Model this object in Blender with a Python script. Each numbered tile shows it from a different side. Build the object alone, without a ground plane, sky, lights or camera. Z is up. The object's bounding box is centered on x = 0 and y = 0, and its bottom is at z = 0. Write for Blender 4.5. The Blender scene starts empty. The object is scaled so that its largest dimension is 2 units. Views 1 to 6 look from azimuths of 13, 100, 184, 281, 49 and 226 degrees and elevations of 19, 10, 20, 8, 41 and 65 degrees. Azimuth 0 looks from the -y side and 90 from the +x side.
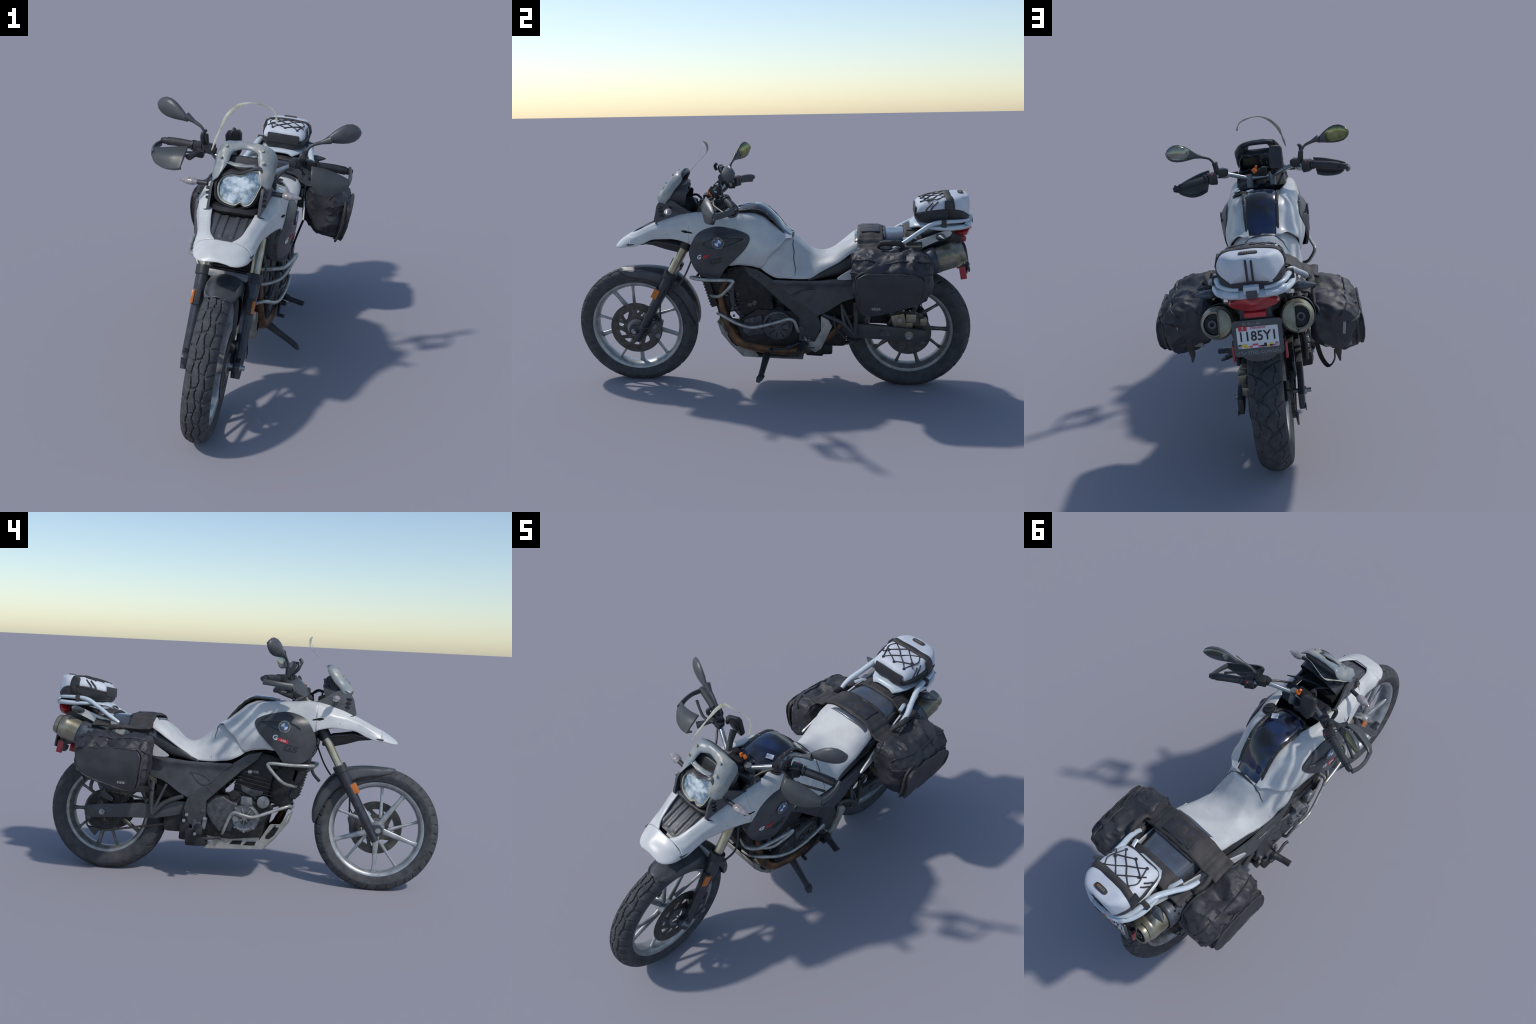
# Adventure touring motorcycle with soft luggage, leaning on its side stand.
# Bike frame: +x = rider's left, -y = front, +z = up; the root empty adds lean and yaw.
import bpy, bmesh, math, random
from mathutils import Vector, Matrix, noise
random.seed(7)
pi = math.pi

# ------------------------------------------------------------------ materials
def new_mat(name):
    m = bpy.data.materials.new(name); m.use_nodes = True
    nt = m.node_tree; return m, nt, nt.nodes['Principled BSDF']

def material(name, col, rough=.5, metal=0., var=.25, scale=14., col2=None, bump=.0, bscale=60.,
             coat=0., spec=.5, stretch=(1, 1, 1), lo=.35, hi=.68):
    """base colour mixed with a second colour (or a darker/lighter self) by soft noise + fine grain"""
    m, nt, b = new_mat(name); N = nt.nodes; L = nt.links
    tc = N.new('ShaderNodeTexCoord'); mp = N.new('ShaderNodeMapping')
    mp.inputs['Scale'].default_value = stretch
    L.new(tc.outputs['Object'], mp.inputs['Vector'])
    n1 = N.new('ShaderNodeTexNoise'); n1.inputs['Scale'].default_value = scale
    n1.inputs['Detail'].default_value = 5; n1.inputs['Roughness'].default_value = .62
    L.new(mp.outputs[0], n1.inputs['Vector'])
    r = N.new('ShaderNodeValToRGB'); r.color_ramp.elements[0].position = lo; r.color_ramp.elements[1].position = hi
    c2 = col2 if col2 else tuple(c * (1 - var) for c in col)
    c1 = col if col2 else tuple(min(1, c * (1 + var * .5)) for c in col)
    r.color_ramp.elements[0].color = (*c2, 1); r.color_ramp.elements[1].color = (*c1, 1)
    L.new(n1.outputs['Fac'], r.inputs['Fac']); L.new(r.outputs[0], b.inputs['Base Color'])
    b.inputs['Roughness'].default_value = rough; b.inputs['Metallic'].default_value = metal
    b.inputs['Coat Weight'].default_value = coat; b.inputs['Coat Roughness'].default_value = .12
    b.inputs['Specular IOR Level'].default_value = spec
    if bump > 0:
        n2 = N.new('ShaderNodeTexNoise'); n2.inputs['Scale'].default_value = bscale; n2.inputs['Detail'].default_value = 4
        L.new(mp.outputs[0], n2.inputs['Vector'])
        bp = N.new('ShaderNodeBump'); bp.inputs['Strength'].default_value = bump; bp.inputs['Distance'].default_value = .004
        L.new(n2.outputs['Fac'], bp.inputs['Height']); L.new(bp.outputs[0], b.inputs['Normal'])
    return m

M = {}
M['white'] = material('white_paint', (.64, .65, .635), .36, var=.10, scale=7, col2=(.49, .50, .505), coat=.25, bump=.10, bscale=22)  # grey patches paint soft reflections into the white
M['seat'] = material('white_vinyl', (.60, .61, .60), .52, scale=8, col2=(.47, .48, .49), bump=.15, bscale=40)
M['rack'] = material('white_powder_coat', (.60, .66, .70), .35, scale=16, col2=(.45, .52, .58), coat=.2)
M['panel'] = material('charcoal_plastic', (.056, .058, .066), .38, var=.3, scale=12, bump=.08, bscale=90)
M['cover'] = material('grey_plastic', (.076, .080, .089), .40, var=.35, scale=9, bump=.10, bscale=60)
M['black'] = material('black_plastic', (.028, .029, .033), .45, var=.4, scale=22, bump=.1)
M['void'] = material('unlit_black', (.006, .006, .007), .9, var=.3)  # near-black that puts the shade of hollows into the colour
M['rubber'] = material('tyre_rubber', (.082, .084, .090), .72, scale=30, col2=(.044, .045, .050), bump=.25, bscale=120, spec=.3)
M['rubber2'] = material('rear_tyre_rubber', (.068, .070, .076), .70, scale=26, col2=(.038, .040, .045), bump=.25, bscale=120, spec=.3)
M['rim'] = material('silver_alloy', (.46, .48, .50), .38, .55, scale=25, col2=(.30, .31, .31))
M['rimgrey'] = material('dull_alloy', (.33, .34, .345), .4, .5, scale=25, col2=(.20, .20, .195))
M['rimdark'] = material('dark_alloy', (.20, .20, .185), .45, .5, scale=25, col2=(.09, .088, .075))  # darker, browner alloy tone for the rear spokes
M['disc'] = material('brake_steel', (.13, .125, .115), .42, .7, scale=40, col2=(.065, .062, .055))
M['engine'] = material('grey_cast_metal', (.115, .118, .125), .45, .35, scale=30, col2=(.045, .046, .05), bump=.2)
M['cast'] = material('light_cast_metal', (.26, .27, .285), .42, .4, scale=30, col2=(.13, .135, .14), bump=.15)
M['enginedark'] = material('dark_engine', (.026, .026, .027), .55, .2, scale=40, col2=(.008, .008, .009), bump=.3)
M['frame'] = material('frame_paint', (.050, .052, .056), .45, var=.3, scale=18, bump=.08)
M['fork'] = material('fork_anodised', (.040, .044, .055), .32, .3, var=.4, scale=25, coat=.3)
M['stanchion'] = material('stanchion_chrome', (.60, .57, .47), .25, .7, scale=20, col2=(.42, .36, .24))
M['bar'] = material('crash_bar_steel', (.50, .51, .49), .35, .5, scale=25, col2=(.30, .30, .27))
M['alu'] = material('skid_aluminium', (.42, .41, .385), .48, .45, scale=25, col2=(.27, .26, .235), bump=.08)
M['rust'] = material('heat_stained_header', (.21, .10, .045), .5, .5, scale=16, col2=(.055, .035, .022), bump=.2)
M['titan'] = material('exhaust_steel', (.36, .34, .28), .35, .65, scale=14, col2=(.20, .18, .12))
M['shield'] = material('heat_shield', (.10, .115, .14), .4, .3, scale=14, col2=(.05, .055, .065))
M['bag'] = material('black_cordura', (.050, .049, .057), .55, scale=16, col2=(.020, .020, .025), bump=.35, bscale=45)
M['bag2'] = material('black_cordura_smooth', (.040, .040, .047), .58, scale=9, col2=(.028, .028, .032), bump=.2, bscale=80)
M['strap'] = material('woven_strap', (.062, .056, .056), .7, scale=12, col2=(.034, .031, .032), bump=.35, bscale=50)
M['piping'] = material('reflective_piping', (.30, .31, .30), .5, var=.2)
M['patch'] = material('reflective_patch', (.22, .215, .19), .55, var=.3, scale=30)
M['tail'] = material('tail_bag_white', (.64, .66, .70), .55, scale=12, col2=(.52, .55, .61), bump=.15, bscale=40)
M['red'] = material('red_lens', (.42, .012, .014), .25, scale=25, col2=(.25, .008, .010), coat=.5)
M['redref'] = material('red_reflector', (.45, .02, .03), .35, var=.2, coat=.3)
M['orange'] = material('orange_reflector', (.62, .17, .02), .35, var=.3, scale=40, coat=.3)
M['orangetag'] = material('orange_tag', (.85, .20, .03), .5, var=.3, scale=50)
M['amber'] = material('signal_lens', (.42, .40, .42), .2, scale=35, col2=(.24, .19, .19), coat=.6)
M['screen'] = material('hazy_windscreen', (.40, .395, .35), .34, scale=13, col2=(.17, .215, .255), bump=.15, bscale=30)
M['film'] = material('windscreen_remnant', (.46, .47, .41), .45, scale=25, col2=(.28, .27, .20))
M['grip'] = material('grip_rubber', (.034, .036, .041), .6, var=.3, scale=30, bump=.3, bscale=140)
M['guard'] = material('handguard_plastic', (.070, .076, .080), .42, var=.2, scale=14)
M['barsilver'] = material('handlebar_aluminium', (.42, .46, .50), .3, .6, scale=30, col2=(.26, .28, .30))
M['glassL'] = material('mirror_glass', (.36, .42, .46), .12, .75, scale=16, col2=(.25, .25, .19))  # blue-grey and olive blotches: mirrored surroundings painted into the colour
M['glassR'] = material('mirror_reflection_olive', (.32, .33, .16), .15, .6, scale=30, col2=(.17, .19, .07))  # green reflection painted into the right glass
M['pad'] = material('glossy_cover_sky_tint', (.010, .022, .075), .16, scale=7, col2=(.012, .011, .009), coat=.8, lo=.42, hi=.60)  # black cover; navy patches are a sky reflection put into the colour
M['trim'] = material('rubber_trim', (.040, .039, .040), .5, var=.5, scale=40, bump=.2)
M['pillion'] = material('pillion_vinyl', (.085, .108, .155), .26, scale=8, col2=(.060, .056, .052), coat=.5)  # dark vinyl with a blue-grey sunlit sheen mixed into its colour
M['lens'] = material('headlight_lens', (.62, .70, .74), .12, scale=26, col2=(.13, .20, .27), coat=.8, lo=.38, hi=.60)
M['dial'] = material('gauge_face', (.030, .032, .036), .35, var=.3)
M['lcd'] = material('lcd_olive', (.085, .082, .055), .3, var=.15)
M['tick'] = material('pale_print', (.40, .42, .42), .5, var=.1)
M['logoblue'] = material('emblem_blue', (.035, .14, .42), .3, var=.1, coat=.4)
M['logowhite'] = material('emblem_white', (.72, .74, .75), .3, var=.1, coat=.4)
M['logoring'] = material('emblem_ring', (.07, .075, .085), .3, var=.1, coat=.4)
M['redprint'] = material('red_print', (.48, .03, .035), .4, var=.1)
M['plate'] = material('plate_white', (.66, .68, .70), .4, var=.06)
M['ink'] = material('plate_ink', (.015, .015, .018), .5, var=.1)
M['yellow'] = material('flag_yellow', (.72, .55, .05), .5, var=.1)
M['pink'] = material('flag_red', (.62, .06, .16), .5, var=.1)
M['chain'] = material('chain_steel', (.12, .11, .095), .45, .7, scale=60, col2=(.04, .038, .033))
M['bolt'] = material('bolt_steel', (.35, .36, .37), .35, .7, var=.2)

# ------------------------------------------------------------------ scene tree
YAW, LEAN = math.radians(3.34), math.radians(5.35)
root = bpy.data.objects.new('adventure_motorcycle', None)
bpy.context.collection.objects.link(root)
root.matrix_world = Matrix.Translation((-.0755, 0, .0015)) @ Matrix.Rotation(YAW, 4, 'Z') @ Matrix.Rotation(LEAN, 4, 'Y')
root['label'] = 'white and charcoal adventure motorcycle with black soft luggage'
root['category'] = 'motorcycle'

# steered parts turn by 2.7 degrees about the raked steering axis
SA, SD = Vector((0, -.25, .95)), Vector((0, .486, .874)).normalized()
STEER = Matrix.Translation(SA) @ Matrix.Rotation(math.radians(2.7), 4, SD) @ Matrix.Translation(-SA)
XF = Matrix.Identity(4)

def group(name, parent=None):
    o = bpy.data.objects.new(name, None); bpy.context.collection.objects.link(o)
    o.empty_display_size = .05; o.parent = parent or root; return o

def mk(name, V, F, mat, parent=None, smooth=40, bevel=0, seg=2, solid=0, sub=0, kind=None, clean=True):
    me = bpy.data.meshes.new(name)
    me.from_pydata([tuple(XF @ Vector(v)) for v in V], [], F)
    bm = bmesh.new(); bm.from_mesh(me)
    if clean:
        bmesh.ops.remove_doubles(bm, verts=bm.verts, dist=1e-5)
        bmesh.ops.recalc_face_normals(bm, faces=bm.faces)
    if bevel:
        es = [e for e in bm.edges if len(e.link_faces) == 2 and e.calc_face_angle(0) > .5]
        if es: bmesh.ops.bevel(bm, geom=es, offset=bevel, segments=seg, affect='EDGES', profile=.6, clamp_overlap=True)
    for f in bm.faces: f.smooth = smooth > 0
    if smooth and not sub:
        a = math.radians(smooth)
        for e in bm.edges:
            if len(e.link_faces) == 2 and e.calc_face_angle(0) > a: e.smooth = False
    bm.to_mesh(me); bm.free()
    me.materials.append(mat)
    o = bpy.data.objects.new(name, me); bpy.context.collection.objects.link(o)
    p = parent or root
    while p.parent and p.parent != root: p = p.parent      # thing > part > sub-part, no deeper
    o.parent = p
    if solid:
        md = o.modifiers.new('thickness', 'SOLIDIFY'); md.thickness = solid; md.offset = 0
    if sub:
        md = o.modifiers.new('smooth', 'SUBSURF'); md.levels = sub; md.render_levels = sub
    if kind: o['kind'] = kind
    return o

def both(name, V, F, mat, parent=None, **k):
    """left part and its mirror image"""
    a = mk(name, V, F, mat, parent, **k)
    b = mk(name, [(-v[0], v[1], v[2]) for v in V], [tuple(reversed(f)) for f in F], mat, parent, **k)
    return a, b

# ------------------------------------------------------------------ geometry helpers
def cr(P, n, closed=False):
    """Catmull-Rom curve through P, n samples"""
    P = [Vector(p) for p in P]; m = len(P)
    d = [0.]
    cnt = m if closed else m - 1
    for i in range(cnt): d.append(d[-1] + (P[(i + 1) % m] - P[i]).length ** .7 + 1e-9)
    out = []
    for k in range(n):
        t = d[-1] * k / (n if closed else n - 1); i = 0
        while i < cnt - 1 and t > d[i + 1]: i += 1
        u = (t - d[i]) / (d[i + 1] - d[i])
        g = lambda j: P[j % m] if closed else (P[j] if 0 <= j < m else (2 * P[0] - P[1] if j < 0 else 2 * P[-1] - P[-2]))
        a, b, c, e = g(i - 1), g(i), g(i + 1), g(i + 2)
        out.append(.5 * ((2 * b) + (c - a) * u + (2 * a - 5 * b + 4 * c - e) * u * u + (3 * b - a - 3 * c + e) * u ** 3))
    return out

def lin(P, n):
    P = [Vector(p) for p in P]; d = [0.]
    for i in range(len(P) - 1): d.append(d[-1] + (P[i + 1] - P[i]).length + 1e-9)
    out = []
    for k in range(n):
        t = d[-1] * k / (n - 1); i = 0
        while i < len(P) - 2 and t > d[i + 1]: i += 1
        out.append(P[i].lerp(P[i + 1], (t - d[i]) / (d[i + 1] - d[i])))
    return out

def grid(rows, wrap=False):
    n = len(rows[0]); V = [tuple(p) for r in rows for p in r]; F = []
    for i in range(len(rows) - 1):
        for j in range(n if wrap else n - 1):
            k = (j + 1) % n
            F.append((i * n + j, i * n + k, (i + 1) * n + k, (i + 1) * n + j))
    return V, F

def loft(rings, caps=True):
    """skin over closed rings"""
    V, F = grid(rings, True); n = len(rings[0])
    if caps:
        for base, rev in ((0, True), ((len(rings) - 1) * n, False)):
            c = sum((Vector(V[base + j]) for j in range(n)), Vector()) / n
            V.append(tuple(c)); ci = len(V) - 1
            for j in range(n):
                a, b = base + j, base + (j + 1) % n
                F.append((ci, b, a) if rev else (ci, a, b))
    return V, F

def join(*parts):
    V, F = [], []
    for v, f in parts:
        o = len(V); V += [tuple(p) for p in v]; F += [tuple(i + o for i in q) for q in f]
    return V, F

def mirrored(vf):
    V, F = vf; return [(-v[0], v[1], v[2]) for v in V], [tuple(reversed(f)) for f in F]

def sweep(P, r, n=10, samples=None, flat=1., up=(0, 0, 1), smooth=True):
    """tube along a curve; r number or list; flat squashes the second axis"""
    s = samples or max(8, len(P) * 6)
    C = cr(P, s) if smooth else lin(P, s)
    if isinstance(r, (int, float)): R = [r] * s
    else: R = [v.x for v in lin([(q, i, 0) for i, q in enumerate(r)], s)] if False else [r[min(len(r) - 2, int(k * (len(r) - 1) / (s - 1)))] * (1 - ((k * (len(r) - 1) / (s - 1)) - min(len(r) - 2, int(k * (len(r) - 1) / (s - 1))))) + r[min(len(r) - 2, int(k * (len(r) - 1) / (s - 1))) + 1] * ((k * (len(r) - 1) / (s - 1)) - min(len(r) - 2, int(k * (len(r) - 1) / (s - 1)))) for k in range(s)]
    rings = []; nrm = None
    for k in range(s):
        t = (C[min(k + 1, s - 1)] - C[max(k - 1, 0)]).normalized()
        if nrm is None:
            u = Vector(up); nrm = u - t * u.dot(t)
            if nrm.length < .05: u = Vector((1, 0, 0)); nrm = u - t * u.dot(t)
        else: nrm = nrm - t * nrm.dot(t)
        nrm.normalize(); b = t.cross(nrm)
        rings.append([C[k] + (nrm * math.cos(a) * flat + b * math.sin(a)) * R[k] for a in [2 * pi * j / n for j in range(n)]])
    return loft(rings)

def box(c, s, rot=None):
    c = Vector(c); V = []
    for x in (-1, 1):
        for y in (-1, 1):
            for z in (-1, 1):
                p = Vector((x * s[0] / 2, y * s[1] / 2, z * s[2] / 2))
                if rot: p = rot @ p
                V.append(tuple(c + p))
    return V, [(0, 1, 3, 2), (4, 6, 7, 5), (0, 4, 5, 1), (2, 3, 7, 6), (0, 2, 6, 4), (1, 5, 7, 3)]

def prism(yz, x0, x1):
    n = len(yz); V = [(x0, y, z) for y, z in yz] + [(x1, y, z) for y, z in yz]
    F = [tuple(range(n)), tuple(reversed(range(n, 2 * n)))]
    F += [(j, (j + 1) % n, n + (j + 1) % n, n + j) for j in range(n)]
    return V, F

def polar(yz, c, W, rings=8, n=None, thick=.006):
    """filled star-shaped outline in (y,z), lifted to x = W(y,z), with a back skin"""
    o = [Vector((0, *p)) for p in yz]
    if n: o = cr([(0, *p) for p in yz], n, True)
    n = len(o); cen = Vector((0, *c)); V = []; F = []
    for side in (0, 1):
        for i in range(1, rings + 1):
            for p in o:
                q = cen.lerp(p, i / rings); V.append((W(q.y, q.z) - side * thick, q.y, q.z))
    V.append((W(*c), *c)); V.append((W(*c) - thick, *c)); c0, c1 = len(V) - 2, len(V) - 1; m = rings * n
    for j in range(n):
        k = (j + 1) % n
        F.append((c0, j, k)); F.append((c1, m + k, m + j))
        for i in range(rings - 1):
            F.append((i * n + j, (i + 1) * n + j, (i + 1) * n + k, i * n + k))
            F.append((m + i * n + j, m + i * n + k, m + (i + 1) * n + k, m + (i + 1) * n + j))
        e = (rings - 1) * n
        F.append((e + j, m + e + j, m + e + k, e + k))
    return V, F

def lathe(prof, c, n=48, closed=True):
    """revolve (x, r) profile about the x axis through c"""
    rows = []
    for k in range(n):
        a = 2 * pi * k / n
        rows.append([(c[0] + x, c[1] + r * math.sin(a), c[2] + r * math.cos(a)) for x, r in prof])
    V, F = grid(rows + [rows[0]], closed); return V, F

def disc(c, axis, r, h, n=28, dome=0., r2=None):
    """short cylinder starting at c along axis"""
    ax = Vector(axis).normalized(); u = ax.orthogonal().normalized(); v = ax.cross(u); c = Vector(c)
    ring = lambda d, q: [c + ax * d + (u * math.cos(2 * pi * j / n) + v * math.sin(2 * pi * j / n)) * q for j in range(n)]
    q = r2 or r
    rings = [ring(0, r), ring(h * .85, q), ring(h, q * .94)]
    if dome: rings += [ring(h + dome * .6, q * .6), ring(h + dome, q * .2)]
    return loft(rings)

def rough(V, amp, s, seed=0.):
    out = []
    for v in V:
        p = Vector(v); q = p * s + Vector((seed, seed * 1.7, -seed))
        out.append(tuple(p + noise.noise_vector(q) * amp))
    return out

def superring(c, ax, az, e, n, y, tilt=0.):
    """superellipse ring in the xz plane at y"""
    out = []
    for j in range(n):
        a = 2 * pi * j / n; ca, sa = math.cos(a), math.sin(a)
        x = ax * math.copysign(abs(ca) ** e, ca); z = az * math.copysign(abs(sa) ** e, sa)
        out.append(Vector((c[0] + x * math.cos(tilt) + z * math.sin(tilt), y, c[1] - x * math.sin(tilt) + z * math.cos(tilt))))
    return out

def text_mesh(s, size, extrude=.0008, bold=.0, shear=0.):
    cu = bpy.data.curves.new('lettering', 'FONT'); cu.body = s; cu.size = size; cu.extrude = extrude
    cu.align_x = 'CENTER'; cu.align_y = 'CENTER'; cu.offset = bold; cu.shear = shear; cu.resolution_u = 3
    o = bpy.data.objects.new('lettering', cu); bpy.context.collection.objects.link(o)
    dg = bpy.context.evaluated_depsgraph_get(); me = o.evaluated_get(dg).to_mesh()
    V = [tuple(v.co) for v in me.vertices]; F = [tuple(p.vertices) for p in me.polygons]
    o.to_mesh_clear() if hasattr(o, 'to_mesh_clear') else None
    bpy.data.objects.remove(o); bpy.data.curves.remove(cu)
    return V, F

def lettering(name, s, size, mat, put, parent, **k):
    """text whose local (u right, v up, w out) is placed by put(u,v,w)"""
    V, F = text_mesh(s, size, **k)
    return mk(name, [put(*v) for v in V], F, mat, parent, smooth=0)

def sstep(a, b, x):
    t = min(1, max(0, (x - a) / (b - a))); return t * t * (3 - 2 * t)

# ------------------------------------------------------------------ wheels
def tri(x): return abs((x % 1.) * 2 - 1) * 2 - 1      # triangle wave -1..1

def groove(d, w): return 1 - sstep(w * .45, w, abs(d))

def tread_front(u, th):
    """u: -1..1 across; th: 0..1 round; returns groove depth 0..1"""
    k = th * 38; g = 0
    zig = .10 * tri(k * .5)
    g = max(g, groove(u - zig, .045))
    for s in (-1, 1):
        e = .46 + .07 * tri(k * .5 + .25 * s)
        v = u * s
        g = max(g, groove(v - e, .055))
        if v > zig * s and v < e: g = max(g, groove(((k * .5 + (.25 if s > 0 else .75) + .22 * v) % 1) - .5, .055))
        if v >= e:
            g = max(g, groove(((k * .5 + (.0 if s > 0 else .5) - .25 * v) % 1) - .5, .06), .8 * groove(((k * .5 + (.5 if s > 0 else 0) - .25 * v) % 1) - .5, .05))
    return g * (1 - sstep(.95, 1.0, abs(u)))

def tread_rear(u, th):
    k = th * 22; g = 0
    z = .20 * tri(k)
    g = max(g, groove(u - z, .035) * (1 if abs(tri(k)) < .86 else .6))
    for s in (-1, 1):
        v = u * s
        if v > z * s: g = max(g, groove(((k + .25 * s + .55 * v * 1.0) % 1) - .5, .075) * (1 - sstep(.88, .98, v)))
        g = max(g, groove(v - .56 - .10 * tri(k + .25), .04) * .9 if (k * 2) % 1 < .8 else 0)
    return g

def tyre(name, c, R, w, rb, tread, mat, parent, depth, na, flatness):
    prof = [(-.70 * w, rb - .006), (-.86 * w, rb + .006), (-1.0 * w, rb + (R - rb) * .42), (-.95 * w, R - .030),
            (-.74 * w, R - .0125 * flatness), (-.40 * w, R - .003 * flatness), (0, R)]
    prof += [(-x, r) for x, r in reversed(prof[:-1])]
    m = 76; P = cr([(x, r, 0) for x, r in prof], m)
    rows = []
    for k in range(na):
        a = 2 * pi * k / na; row = []
        for p in P:
            u = p.x / (.97 * w); r = p.y
            if r > R - .030 and abs(u) <= 1:
                r -= depth * tread(u, k / na)
            elif r > R - .045 : r += .0006 * math.sin(k / na * 2 * pi * 60)
            z = c[2] + r * math.cos(a); g0 = .0 + .09 * p.x
            if z < g0: z = g0 + (z - g0) * .15
            row.append((c[0] + p.x, c[1] + r * math.sin(a), z))
        rows.append(row)
    V, F = grid(rows + [rows[0]]); mk(name, V, F, mat, parent, smooth=60)

def rim(c, ro, ri, w, mat, parent):
    prof = [(-w, ro), (-w, ro - .006), (-w + .004, ro - .018), (-w * .7, ri + .006), (-w * .35, ri), (w * .35, ri), (w * .7, ri + .006),
            (w - .004, ro - .018), (w, ro - .006), (w, ro), (w - .008, ro), (0, ro - .02), (-w + .008, ro)]
    V, F = lathe(prof, c, 96); mk('rim', V, F, mat, parent, smooth=35)

def spoke(c, a0, a1, r0, r1, w0, w1, x0, x1, t0, t1, mat, parent):
    """tapered spoke between hub (angle a0, radius r0) and rim (a1, r1)"""
    p0 = Vector((x0, r0 * math.sin(a0), r0 * math.cos(a0))); p1 = Vector((x1, r1 * math.sin(a1), r1 * math.cos(a1)))
    d = (p1 - p0).normalized(); s = d.cross(Vector((1, 0, 0))).normalized(); q = Vector((1, 0, 0))
    rings = []
    for f in (0, .2, .5, .82, .94, 1.0):
        e = 1 + (.0 if f < .9 else (f - .9) * 9)
        w = (w0 + (w1 - w0) * f) * e; t = (t0 + (t1 - t0) * f); p = Vector(c) + p0.lerp(p1, f)
        rings.append([p + s * (w * math.copysign(abs(math.cos(b)) ** .6, math.cos(b))) + q * (t * math.copysign(abs(math.sin(b)) ** .6, math.sin(b)))
                      for b in [2 * pi * j / 12 for j in range(12)]])
    V, F = loft(rings); mk('spoke', V, F, mat, parent, smooth=50)

def disc_rotor(name, c, x, ri, ro, th, slots, mat, parent):
    """brake disc: outer friction ring, inner carrier, slanted arms with open windows between"""
    V, F = lathe([(x - th, ro - .040), (x - th, ro), (x + th, ro), (x + th, ro - .040)], c, 72)
    A = lathe([(x - th, ri), (x - th, ri + .028), (x + th, ri + .028), (x + th, ri)], c, 60)
    arms = []
    for k in range(slots):
        a = 2 * pi * k / slots; b = a + .42
        P0 = Vector((c[0] + x, c[1] + (ri + .015) * math.sin(a), c[2] + (ri + .015) * math.cos(a)))
        P1 = Vector((c[0] + x, c[1] + (ro - .02) * math.sin(b), c[2] + (ro - .02) * math.cos(b)))
        d = (P1 - P0).normalized(); s = d.cross(Vector((1, 0, 0))); q = Vector((th * .9, 0, 0))
        arms.append(loft([[p + s * w + q, p - s * w + q, p - s * w - q, p + s * w - q] for p, w in ((P0, .014), (P0.lerp(P1, .5), .009), (P1, .014))]))
    V, F = join((V, F), A, *arms); return mk(name, V, F, mat, parent, smooth=35)

FC, RC = Vector((0, -.6935, .2985)), Vector((0, .6885, .2985))
XF = STEER
fw = group('front_wheel')
tyre('tyre', FC, .3095, .053, .238, tread_front, M['rubber'], fw, .0075, 1080, 1.1)
rim(FC, .241, .210, .040, M['rim'], fw)
for k in range(5):
    a = math.radians(-36 - 72 * k)      # right-side clock angles seen from -x
    spoke(FC, a + .10, a, .028, .214, .017, .0085, -.018, -.014, .011, .009, M['rim'], fw)
    spoke(FC, a + .30, a + math.radians(31), .060, .214, .010, .0055, -.004, .010, .008, .007, M['rim'], fw)
V, F = lathe([(-.050, .012), (-.050, .032), (-.030, .040), (.030, .044), (.050, .036), (.050, .012)], FC, 40); mk('hub', V, F, M['rim'], fw, smooth=35)
disc_rotor('brake_disc', FC, .062, .040, .134, .0025, 10, M['disc'], fw)
V, F = lathe([(.058, .034), (.058, .048), (.069, .048), (.069, .034)], FC, 60); mk('sensor_ring', V, F, M['bolt'], fw)
V, F = disc(FC + Vector((-.118, 0, 0)), (1, 0, 0), .010, .25, 16); mk('axle', V, F, M['bolt'], fw)
XF = Matrix.Identity(4)

rw = group('rear_wheel')
tyre('tyre', RC, .3095, .066, .220, tread_rear, M['rubber2'], rw, .006, 900, 1.35)
rim(RC, .224, .192, .052, M['rimgrey'], rw)
for k in range(5):
    a = math.radians(20 + 72 * k)
    spoke(RC, a, a, .03, .196, .014, .0075, .0, .004, .012, .010, M['rimdark'], rw)
    spoke(RC, a + .25, a + math.radians(32), .055, .196, .010, .0055, -.004, -.012, .010, .008, M['rimdark'], rw)
V, F = lathe([(-.062, .012), (-.062, .040), (-.03, .05), (.03, .05), (.062, .04), (.062, .012)], RC, 40); mk('hub', V, F, M['enginedark'], rw)
disc_rotor('brake_disc', RC, .086, .045, .112, .0025, 8, M['disc'], rw)
V, F = disc(RC + Vector((-.160, 0, -.003)), (1, 0, 0), .009, .312, 16); mk('axle', V, F, M['bolt'], rw)
for s in (-1, 1):
    V, F = disc(RC + Vector((s * .130, 0, -.003)), (s, 0, 0), .017, .012, 6); mk('axle_nut', V, F, M['bolt'], rw, bevel=.002)

# chain drive on the right
V, F = lathe([(-.088, .060), (-.088, .098), (-.082, .098), (-.082, .060)], RC, 90)
teeth = []
for k in range(44):
    a = 2 * pi * k / 44; p = RC + Vector((-.085, .100 * math.sin(a), .100 * math.cos(a)))
    teeth.append(box(p, (.005, .007, .009), Matrix.Rotation(-a, 3, 'X')))
arms = [loft([[RC + Vector((-.085 + q, r * math.sin(a + w), r * math.cos(a + w))) for q, w in ((-.003, -.25 * .05 / r), (.003, -.25 * .05 / r), (.003, .25 * .05 / r), (-.003, .25 * .05 / r))] for r in (.03, .066)]) for a in [2 * pi * k / 5 for k in range(5)]]
V, F = join((V, F), *teeth, *arms); mk('sprocket', V, F, M['enginedark'], rw, smooth=30)
S2 = Vector((0, .285, .305)); links = []
path = []
for k in range(27): a = math.radians(-8 + 196 * k / 26); path.append(RC + Vector((-.085, .104 * math.sin(a), .104 * math.cos(a))))
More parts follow.
